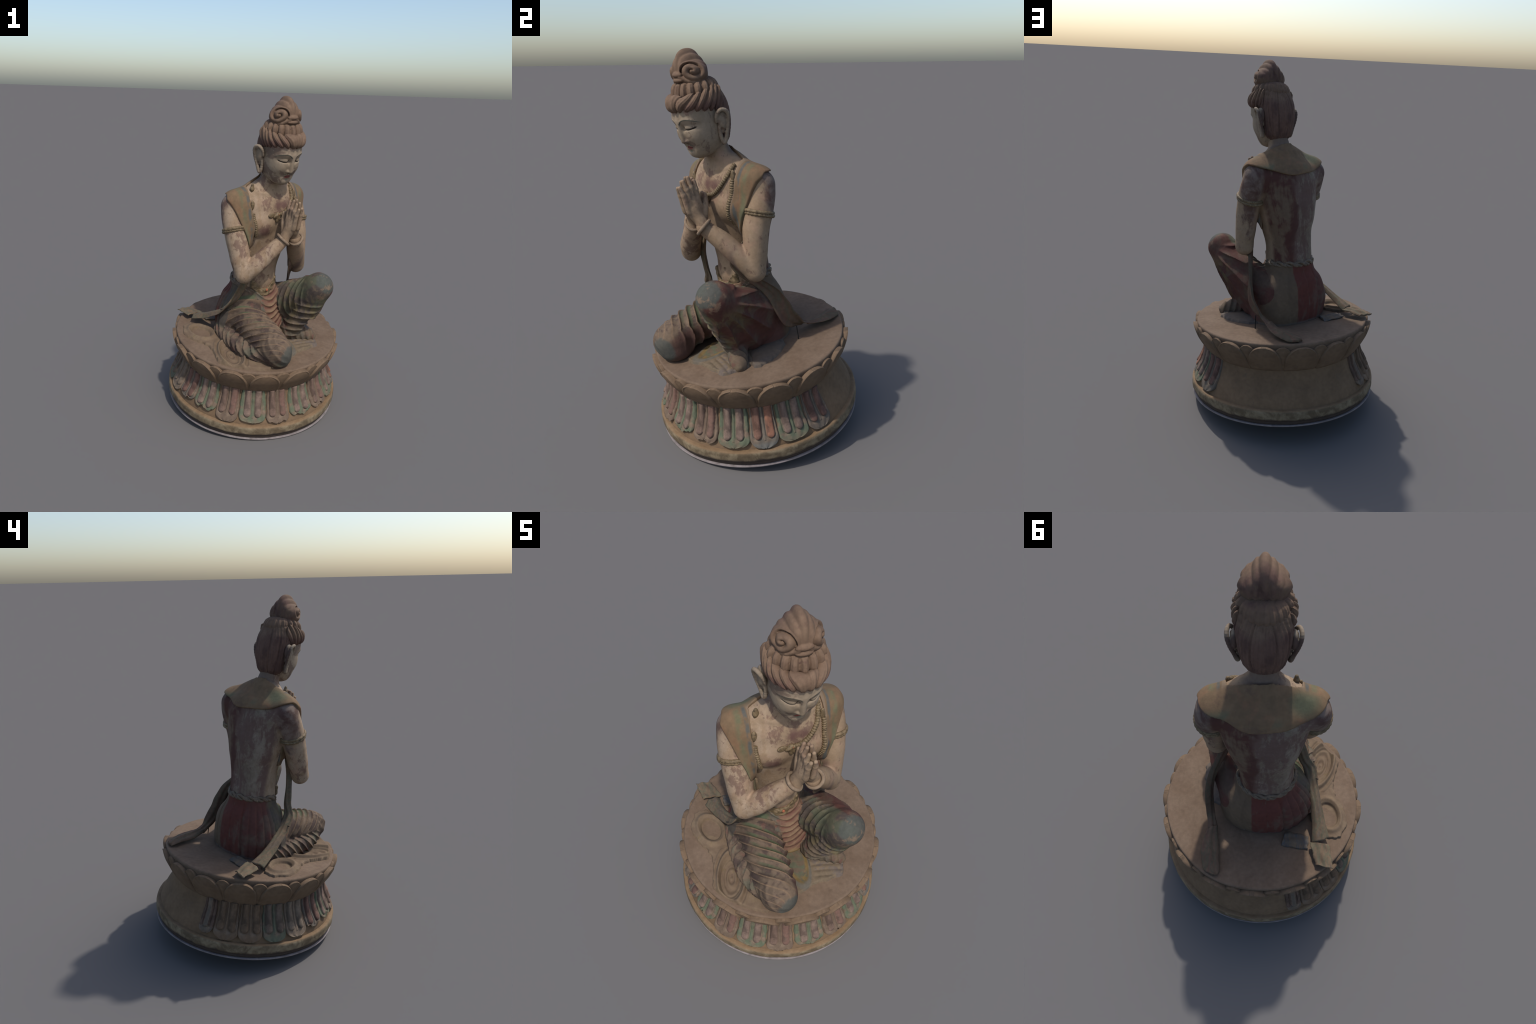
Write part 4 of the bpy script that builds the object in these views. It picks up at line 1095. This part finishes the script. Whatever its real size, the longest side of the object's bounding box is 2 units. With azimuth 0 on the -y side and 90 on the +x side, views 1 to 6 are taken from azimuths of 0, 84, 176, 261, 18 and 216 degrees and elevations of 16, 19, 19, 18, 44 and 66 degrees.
# ================================================================ scarf ends (ribbons)
def ribbon(name, ctrl, mat, thick=0.007, n=90, m=14, seed=1, crumple=0.004, curl=0.01, ragged_end=0.01):
    """ctrl rows: x y z  sx sy sz (half-width vector)"""
    C = catmull(ctrl, n); P, S = C[:, :3], C[:, 3:]
    t = np.linspace(-1, 1, m)
    T = np.gradient(P, axis=0); T /= np.linalg.norm(T, axis=1)[:, None]
    Nn = np.cross(T, S); Nn /= np.linalg.norm(Nn, axis=1)[:, None] + 1e-9
    r = np.random.RandomState(seed)
    u = np.linspace(0, 1, n)[:, None]
    bend = curl * (t[None] ** 2 - 0.4) + crumple * np.sin(u * 9 + 2 * t[None] + r.rand() * 6) * 0.5 + crumple * 0.7 * np.sin(t[None] * 7 + u * 3 + r.rand() * 6)
    edge = 1 + 0.045 * np.sin(u * 13 + r.rand() * 6) + 0.02 * np.sin(u * 47)
    X = P[:, None] + S[:, None] * (t[None, :, None] * edge[:, :, None]) + Nn[:, None] * bend[:, :, None]
    end = np.zeros((n, m)); end[-1] = 0.25 * ragged_end * np.sin(t * 5 + 2); end[-2] = end[-1] * .6
    X = X + T[:, None] * end[:, :, None]
    th = thick * (1 - 0.75 * np.abs(t) ** 4)
    A = X + Nn[:, None] * th[None, :, None] / 2; B = X - Nn[:, None] * th[None, :, None] / 2
    V = np.concatenate([A.reshape(-1, 3), B.reshape(-1, 3)]); o = n * m; F = []
    for i in range(n - 1):
        for j in range(m - 1):
            q = (i * m + j, i * m + j + 1, (i + 1) * m + j + 1, (i + 1) * m + j); F.append(q); F.append(tuple(k + o for k in q[::-1]))
        F.append((i * m, (i + 1) * m, (i + 1) * m + o, i * m + o)); F.append((i * m + m - 1, i * m + m - 1 + o, (i + 1) * m + m - 1 + o, (i + 1) * m + m - 1))
    for j in range(m - 1):
        F.append((j, j + o, j + 1 + o, j + 1)); k = (n - 1) * m + j; F.append((k, k + 1, k + 1 + o, k + o))
    return obj(name, raw_mesh(name, V, np.array(F)), mat)
# figure's right: falls inside the elbow, is caught at the hip, trails back over the seat
ribbon("scarf", [(-0.162, -0.072, 1.06, .018, -.008, 0), (-0.160, -0.105, 0.95, .022, -.004, 0), (-0.188, -0.086, 0.85, .028, -.004, 0), (-0.210, -0.064, 0.775, .030, .000, 0),
                 (-0.244, -0.044, 0.712, .032, .006, .002), (-0.263, 0.018, 0.640, .030, .012, .002), (-0.283, 0.095, 0.587, .028, .018, .0), (-0.296, 0.160, 0.548, .030, .019, 0), (-0.308, 0.262, 0.500, .042, .014, 0)],
       MT['scarf'], seed=3, thick=0.011, curl=0.014)
ribbon("scarf_end", [(-0.300, 0.278, 0.500, .050, -.006, .002), (-0.312, 0.34, 0.494, .048, -.008, .001), (-0.322, 0.400, 0.486, .044, -.010, 0)], MT['scarf'], n=30, seed=4, thick=0.012, curl=0.004)
ribbon("scarf_end", [(-0.115, 0.235, 0.462, .012, .040, 0), (-0.17, 0.245, 0.463, .008, .042, 0), (-0.245, 0.262, 0.466, .004, .036, 0)], MT['scarf_blue'] if 'scarf_blue' in MT else MT['scarf'], n=30, seed=6, thick=0.016, curl=0.002)
# figure's left: broad fall behind the elbow, narrowing to a free end over the seat
ribbon("scarf", [(0.165, -0.065, 1.06, .012, -.012, 0), (0.130, -0.125, 0.97, .018, .006, 0), (0.142, -0.112, 0.90, .024, .012, 0), (0.195, -0.045, 0.83, .028, .022, .008), (0.236, 0.006, 0.76, .026, .028, .012), (0.260, 0.033, 0.68, .018, .036, .018),
                 (0.268, 0.060, 0.61, .012, .034, .024), (0.265, 0.105, 0.56, .012, .030, .022), (0.258, 0.15, 0.528, .02, .012, .012), (0.252, 0.20, 0.505, .026, .008, .008)], MT['scarf_dark'] if 'scarf_dark' in MT else MT['scarf'], seed=8, thick=0.008)
ribbon("scarf_end", [(0.252, 0.19, 0.510, .024, .004, .006), (0.262, 0.26, 0.492, .040, .006, .004), (0.262, 0.34, 0.485, .045, .006, 0), (0.250, 0.41, 0.480, .040, .004, -.002), (0.232, 0.445, 0.475, .012, .0, 0)], MT['scarf_dark'] if 'scarf_dark' in MT else MT['scarf'], n=50, seed=9, thick=0.012, ragged_end=.006)
def rod(name, a, b, r, mat):
    V, F = tube(np.linspace(a, b, 6), r, 8); return obj(name, tri_fix_mesh(name, V, F), mat)
rod("iron_pin", (0.284, 0.105, 0.452), (0.278, 0.105, 0.535), 0.0028, MT['iron'])
rod("iron_pin", (-0.29, -0.01, 0.665), (-0.225, -0.03, 0.66), 0.0028, MT['iron'])

# ================================================================ belt and ornaments
a = np.linspace(0, 2 * np.pi, 160, endpoint=False)
def belt_path(dz, out):
    th = a
    w, d = 0.137 + out, 0.130 + out
    X = -0.022 + w * np.cos(th); Y = 0.044 + d * np.sin(th)
    Z = 0.806 + dz - 0.040 * sstep(-np.sin(th), 0.2, 1.0)
    return np.stack([X, Y, Z], 1)
tw = [tube(belt_path(0.008 * math.cos(p) + 0.0, 0.0) + 0.005 * np.stack([np.cos(a) * np.sin(14 * a + p), np.sin(a) * np.sin(14 * a + p), np.cos(14 * a + p)], 1), 0.0095, 8, close=True) for p in (0, 2.1, 4.2)]
V, F = join_arrays(tw); obj("belt", raw_mesh("belt", V, F), MT['belt'] if 'belt' in MT else MT['gold'])
def plate_f(x, y, z):
    cx, cz = -0.025, 0.80
    Y0 = -0.083 - 0.016 * (1 - ((x - cx) / 0.1) ** 2)
    top = 0.798 + 0.058 * sstep(np.abs(x - cx), 0.02, 0.085)
    bot = 0.745 + 0.058 * sstep(np.abs(x - cx), 0.015, 0.1)
    m = np.maximum(np.maximum(z - top, bot - z), np.abs(x - cx) - 0.092)
    h = 0.010 + 0.004 * vnoise(x, y, z, 170, 12)
    d = np.abs(y - (Y0 + 0.02 * (np.abs(x - cx) / 0.09) ** 2)) - h
    return smax(d, m, 0.006)
field_object("belt_clasp", plate_f, (-0.135, -0.14, 0.73), (0.085, -0.03, 0.86), 0.003, MT['gold'])
def gem(name, c, r, mat):
    bpyme = bpy.data.meshes.new(name)
    import bmesh
    bm = bmesh.new(); bmesh.ops.create_uvsphere(bm, u_segments=16, v_segments=10, radius=1.0); bm.to_mesh(bpyme); bm.free()
    bpyme.polygons.foreach_set('use_smooth', np.full(len(bpyme.polygons), True))
    o = obj(name, bpyme, mat); o.location = c; o.scale = r; return o
gem("jewel", (-0.021, -0.111, 0.787), (.008, .006, .010), MT['coral'] if 'coral' in MT else MT['gold'])

def on_torso(P, out=0.004):
    """push points onto the chest along y"""
    P = np.array(P, float); 
    for p in P:
        lo, hi = -0.25, 0.03
        for _ in range(24):
            mid = (lo + hi) / 2
            if torso_f(np.array([p[0]]), np.array([mid]), np.array([p[2]]))[0] > 0: lo = mid
            else: hi = mid
        p[1] = lo - out
    return P
def bead_chain(name, pts, r, pitch, mat, out=0.003):
    P = catmull(pts, 200); P = on_torso(P, out)
    L = np.concatenate([[0], np.cumsum(np.linalg.norm(np.diff(P, axis=0), axis=1))])
    n = int(L[-1] / pitch * 8)
    s = np.linspace(0, L[-1], n); Q = np.stack([np.interp(s, L, P[:, i]) for i in range(3)], 1)
    rr = r * (0.62 + 0.38 * np.abs(np.sin(np.pi * s / pitch)) ** 0.5)
    V, F = tube(Q, rr, 8); return obj(name, tri_fix_mesh(name, V, F), mat, stuff=True)
bead_chain("necklace", [(0.132, 0, 1.425), (0.118, 0, 1.375), (0.095, 0, 1.335), (0.062, 0, 1.303), (0.03, 0, 1.288), (0.0, 0, 1.284)], 0.012, 0.0110, MT['gold'], 0.006)
bead_chain("bead_string", [(0.150, 0, 1.362), (0.151, 0, 1.30), (0.146, 0, 1.23), (0.135, 0, 1.17)], 0.012, 0.0110, MT['gold'], 0.010)
bead_chain("bead_string", [(-0.156, 0, 1.30), (-0.154, 0, 1.26), (-0.145, 0, 1.20), (-0.132, 0, 1.155)], 0.0105, 0.0105, MT['gold'], 0.008)
def ornament(name, c, r, amp, seed, mat, dy=0.0):
    p = on_torso([(c[0], 0, c[1])], 0.006)[0]; p[1] += dy
    f = lambda x, y, z: ell(x, y, z, p, r) + amp * vnoise(x, y, z, 190, seed)
    return field_object(name, f, p - np.array(r) * 1.5, p + np.array(r) * 1.5, 0.0028, mat)
ornament("pendant", (-0.006, 1.275), (.030, .012, .020), .004, 41, MT['gold'])
ornament("pendant", (-0.050, 1.285), (.022, .010, .016), .004, 42, MT['gold'])
ornament("pendant", (-0.009, 1.250), (.011, .009, .014), .002, 43, MT['gold'])
ornament("shawl_tie", (-0.157, 1.345), (.013, .012, .030), .002, 44, MT['gold'])
ornament("shawl_tie", (-0.135, 1.425), (.013, .012, .034), .002, 45, MT['gold'])
ornament("shawl_tie", (0.146, 1.375), (.013, .012, .032), .002, 46, MT['gold'])
ornament("tassel", (0.128, 1.145), (.020, .010, .026), .004, 47, MT['gold'])
gp = on_torso([(-0.004, 0, 1.285)], .010)[0]
gem("jewel", tuple(gp), (.009, .006, .009), MT['coral'] if 'coral' in MT else MT['gold'])

# ================================================================ head
HEAD = [(1.468, 0, -0.120, 0.012, 0.020), (1.475, 0, -0.118, 0.032, 0.036), (1.487, 0, -0.110, 0.050, 0.058), (1.505, 0, -0.098, 0.066, 0.080), (1.53, 0, -0.088, 0.080, 0.096), (1.56, 0, -0.083, 0.090, 0.113),
        (1.60, 0, -0.083, 0.0965, 0.130), (1.64, 0, -0.087, 0.0985, 0.141), (1.68, 0, -0.089, 0.0990, 0.143), (1.72, 0, -0.087, 0.098, 0.138), (1.76, 0, -0.085, 0.088, 0.118), (1.80, 0, -0.08, 0.05, 0.07)]
def head_f(x, y, z):
    x = x + 0.003
    d = loft(x, y, z, HEAD, 2.5)
    ax = np.abs(x)
    front = sstep(y, -0.10, -0.15)
    # cheeks, chin
    for s in (-1, 1):
        d = d - 0.0075 * np.exp(-(((x - s * 0.052) / 0.030) ** 2 + ((z - 1.572) / 0.030) ** 2)) * front
    d = smin(d, ell(x, y, z, (0, -0.150, 1.495), (0.026, 0.022, 0.018)), 0.02)
    # brow ridge falling into the eye hollows
    brow = 1.642 + 0.022 * np.sin(np.clip((ax - 0.008) / 0.085, 0, 1) * np.pi) ** 0.8
    hollow = np.exp(-((z - 1.630) / 0.016) ** 2) * sstep(ax, 0.008, 0.022) * sstep(ax, 0.10, 0.06)
    d = d + 0.010 * hollow * front
    d = d + 0.010 * np.exp(-(((ax - 0.016) / 0.012) ** 2 + ((z - 1.622) / 0.016) ** 2)) * front
    d = d - 0.0025 * np.exp(-((z - brow) / 0.007) ** 2) * sstep(ax, .006, .015) * sstep(ax, .09, .07) * front
    # lids: soft bulges, closed to a slit
    for s in (-1, 1):
        d = d - 0.0065 * np.exp(-(((x - s * 0.047) / 0.024) ** 2 + ((z - 1.6275) / 0.009) ** 2)) * front
    zsl = 1.6185 + 0.30 * np.clip(ax - 0.047, 0, 1) - 2.5 * np.clip(0.05 - np.abs(ax - 0.047), 0, .03) * 0.05
    d = d + 0.0045 * np.exp(-((z - zsl) / 0.0028) ** 2) * sstep(ax, 0.018, 0.026) * sstep(ax, 0.080, 0.070) * front
    # nose
    n = chain(x, y, z, [(0, -0.220, 1.655, 0.0105), (0, -0.2175, 1.605, 0.0105), (0, -0.2090, 1.563, 0.0125)], 0.01)
    n = smin(n, np.minimum(ell(x, y, z, (0.0135, -0.196, 1.562), (0.0105, 0.015, 0.009)), ell(x, y, z, (-0.0135, -0.196, 1.562), (0.0105, 0.015, 0.009))), 0.006)
    d = smin(d, n, 0.014)
    # lips
    up = ell(x, y, z, (0, -0.1735, 1.5325), (0.022, 0.011, 0.0055)); lo = ell(x, y, z, (0, -0.1690, 1.5225), (0.017, 0.011, 0.0065))
    d = smin(d, np.minimum(up, lo), 0.004)
    d = d + 0.003 * np.exp(-((z - 1.5275) / 0.002) ** 2) * sstep(ax, 0.026, 0.018) * front
    d = d + 0.004 * np.exp(-((ax / 0.005) ** 2 + ((z - 1.5445) / 0.007) ** 2)) * front
    d = d + 0.005 * np.exp(-((ax / 0.02) ** 2 + ((z - 1.511) / 0.006) ** 2)) * front
    d = d + 0.003 * np.exp(-(((ax - 0.028) / 0.007) ** 2 + ((z - 1.531) / 0.009) ** 2)) * front
    d = smax(d, y + 0.012 + 0.03 * sstep(z, 1.68, 1.74), 0.01)
    return smax(d, z - 1.742, 0.008)
field_object("head", head_f, (-0.125, -0.245, 1.455), (0.125, 0.07, 1.80), 0.0024, MT['face'])

HAIRB = [(1.512, 0, -0.040, 0.058, 0.048), (1.53, 0, -0.044, 0.078, 0.066), (1.57, 0, -0.046, 0.092, 0.083), (1.62, 0, -0.047, 0.101, 0.093), (1.67, 0, -0.051, 0.106, 0.095),
         (1.72, 0, -0.058, 0.108, 0.090), (1.755, 0, -0.068, 0.103, 0.083), (1.79, 0, -0.078, 0.088, 0.072), (1.80, 0, -0.07, 0.06, 0.06)]
def hair_back_f(x, y, z):
    x = x + 0.003
    d = loft(x, y, z, HAIRB, 2.2)
    a = np.arctan2(x, y + 0.04)      # 0 at back
    st = np.sin(a * 17 + 2.2 * np.sin((z - 1.5) * 9) * np.sign(x) + 5 * (1.75 - z) * a)
    d = d - 0.0028 * (np.abs(st) - .5) - 0.0008 * np.sin(a * 47 + 30 * z * a)
    for a0 in (-1.15, -0.55, 0.62, 1.2):
        u = a - a0 - 0.9 * a0 * (z - 1.66)
        d = d + 0.005 * np.exp(-(u / 0.035) ** 2)
    # cut away for the face: keep behind the ears
    return smax(d, -(y + 0.062 + 0.30 * np.clip(1.70 - z, 0, 1) * -0.2) + 0 - 0.03 * sstep(z, 1.66, 1.72), 0.006)
field_object("hair", hair_back_f, (-0.13, -0.12, 1.505), (0.13, 0.08, 1.80), 0.0026, MT['hair'])
def roll_f(x, y, z):
    x = x + 0.003
    ph = np.arctan2(x, -(y + 0.085))          # 0 = front
    ap = np.abs(ph)
    cz = 1.734 + 0.006 * sstep(ap, 0.6, 1.9)
    hz = 0.035 + 0.012 * sstep(ap, 0.5, 1.7)
    rx, ry = 0.100, 0.142
    rho = np.hypot(x, y + 0.085)
    R0 = 1 / np.sqrt((np.sin(ph) / rx) ** 2 + (np.cos(ph) / ry) ** 2)
    th = 0.027 - 0.012 * sstep(ap, 0.9, 1.9)
    v = (z - cz) / hz
    q = np.hypot((rho - R0) / th, v)
    d = (q - 1) * np.minimum(th, hz) * 0.85
    s = np.where(ph >= 0, 1, -1)
    tw = ap * 5.6 - v * 1.15 * sstep(ap, 0.0, 0.5)
    tw = tw + 0.30 * np.sin(3.3 * ph + 0.7) + 0.15 * np.sin(7.1 * ph)
    g = np.abs(np.sin(np.pi * tw * 0.62 + 0.0))
    d = d - 0.0095 * (g ** 0.7 - 0.62) - 0.0008 * np.sin(tw * 14)
    return smax(d, (ap - 2.0) * 0.08, 0.004)
field_object("hair_roll", roll_f, (-0.15, -0.275, 1.665), (0.15, 0.02, 1.80), 0.0026, MT['hair'])
CROWN = [(1.735, 0, -0.094, 0.090, 0.100), (1.755, 0, -0.098, 0.094, 0.103), (1.775, 0, -0.102, 0.103, 0.108), (1.795, 0, -0.105, 0.104, 0.102), (1.812, 0, -0.108, 0.096, 0.093), (1.825, 0, -0.112, 0.078, 0.078), (1.832, 0, -0.112, 0.055, 0.06)]
def crown_f(x, y, z):
    x = x + 0.003
    zz = z - 0.10 * (y + 0.10)       # ring dips to the front
    d = loft(x, y, zz, CROWN, 2.1)
    a = np.arctan2(x, -(y + 0.10))
    front = sstep(np.abs(a), 2.3, 1.9)
    lob = np.abs(np.sin(a * 8.5 + np.pi / 2))
    d = d - (0.017 * (lob - 0.72) * sstep(zz, 1.74, 1.76) * sstep(zz, 1.835, 1.815)) * front - 0.0010 * np.sin(a * 60) - 0.002 * (1 - front) * np.sin(a * 24)
    return d
field_object("hair_crown", crown_f, (-0.13, -0.235, 1.73), (0.13, 0.04, 1.86), 0.0026, MT['hair'])
def knot_f(x, y, z):
    x = x + 0.003
    # fan of thick locks arching from the front knot over the top and down the back
    d = None
    for i, (cx, rx, ry, zt, ry2) in enumerate([(0, 0.026, 0.071, 1.962, 0), (0.029, 0.021, 0.070, 1.938, 0), (-0.029, 0.021, 0.070, 1.938, 0), (0.050, 0.021, 0.065, 1.910, 0), (-0.050, 0.021, 0.065, 1.910, 0), (0.065, 0.017, 0.054, 1.888, 0), (-0.065, 0.017, 0.054, 1.888, 0)]):
        zb = 1.805
        cz = 1.862; rz = np.where(z > cz, zt - cz, cz - zb + 0.012)
        pinch = 1.12
        fan = cx * (0.82 + 0.18 * sstep(z, 1.95, 1.86) * sstep(y, -0.19, -0.14))
        q = (np.abs((x - fan) / (rx * pinch)) ** 2.2 + np.abs((y + 0.119) / ry) ** 2.2 + np.abs((z - cz) / rz) ** 2.8) ** (1 / 2.4)
        e = (q - 1) * 0.030
        d = e if d is None else smin(d, e, 0.0035)
    core = ell(x, y, z, (0, -0.118, 1.85), (0.068, 0.066, 0.070))
    d = smin(d, core, 0.004)
    d = np.maximum(d, 1.806 - z)
    # rolled curls on both sides of the front
    for s in (-1, 1):
        c = np.array((s * 0.060, -0.140, 1.864))
        nrm = np.array((s * 0.76, -0.62, 0.20)); nrm /= np.linalg.norm(nrm)
        e1 = np.cross((0, 0, 1.0), nrm); e1 /= np.linalg.norm(e1); e2 = np.cross(nrm, e1)
        px_ = (x - c[0]) * e1[0] + (y - c[1]) * e1[1] + (z - c[2]) * e1[2]
        py_ = (x - c[0]) * e2[0] + (y - c[1]) * e2[1] + (z - c[2]) * e2[2]
        pn = (x - c[0]) * nrm[0] + (y - c[1]) * nrm[1] + (z - c[2]) * nrm[2]
        px2 = px_ * 0.78 + 0.15 * py_ * s
        r = np.hypot(px2, py_); th = np.arctan2(py_, px2 * s)
        pad = np.hypot(r / 0.049, (pn + 0.022) / 0.030)
        d = smin(d, (pad - 1) * 0.028, 0.006)
        m = sstep(r, 0.048, 0.041) * sstep(pn, -0.035, -0.015)
        sp = np.abs(np.sin(np.pi * (r / 0.029 - th / (2 * np.pi) + 0.10)))
        d = d - m * (0.017 * (sp ** 0.55 - 0.70))
    d = smin(d, ell(x, y, z, (0, -0.186, 1.855), (0.034, 0.014, 0.012)), 0.005)
    d = smin(d, ell(x, y, z, (0, -0.184, 1.831), (0.034, 0.016, 0.011)), 0.003)
    d = smin(d, chain(x, y, z, [(-0.02, -0.185, 1.845, .010), (-0.055, -0.160, 1.825, .012), (-0.072, -0.125, 1.828, .012)], .004), 0.003)
    d = smin(d, chain(x, y, z, [(0.02, -0.185, 1.845, .010), (0.055, -0.160, 1.825, .012), (0.072, -0.125, 1.828, .012)], .004), 0.003)
    return d
field_object("topknot", knot_f, (-0.11, -0.225, 1.805), (0.11, -0.02, 1.985), 0.0024, MT['hair'])
def ear_f(s):
    def f(x, y, z):
        X = s * (x + 0.003)
        rim = chain(X, y, z, catmull([(0.108, -0.088, 1.632, .006), (0.117, -0.090, 1.662, .0075), (0.131, -0.078, 1.684, .008), (0.139, -0.055, 1.682, .008), (0.138, -0.038, 1.660, .0085), (0.128, -0.034, 1.62, .0085),
                              (0.116, -0.040, 1.58, .0085), (0.107, -0.046, 1.545, .009), (0.102, -0.054, 1.532, .0095), (0.099, -0.063, 1.548, .0085), (0.100, -0.070, 1.585, .0085), (0.105, -0.072, 1.612, .008)], 30), 0.004)
        plate = smin(ell(X, y, z, (0.112, -0.054, 1.645), (0.017, 0.030, 0.046)), cone(X, y, z, (0.112, -0.056, 1.62), (0.104, -0.054, 1.58), .010, .006), .01)
        inner = chain(X, y, z, [(0.124, -0.062, 1.668, .004), (0.120, -0.050, 1.64, .0055), (0.112, -0.060, 1.61, .006)], .004)
        d = smin(smin(rim, plate, 0.006), inner, .005)
        link = cone(X, y, z, (0.098, -0.055, 1.66), (0.092, -0.05, 1.60), 0.018, 0.012)
        return smin(d, link, 0.008)
    return f
for s in (-1, 1):
    lo = (0.075, -0.11, 1.515); hi = (0.155, -0.015, 1.70)
    if s < 0: lo, hi = (-hi[0] - .006, lo[1], lo[2]), (-lo[0], hi[1], hi[2])
    field_object("ear", ear_f(s), lo, hi, 0.0022, MT['ear'] if 'ear' in MT else MT['face'])
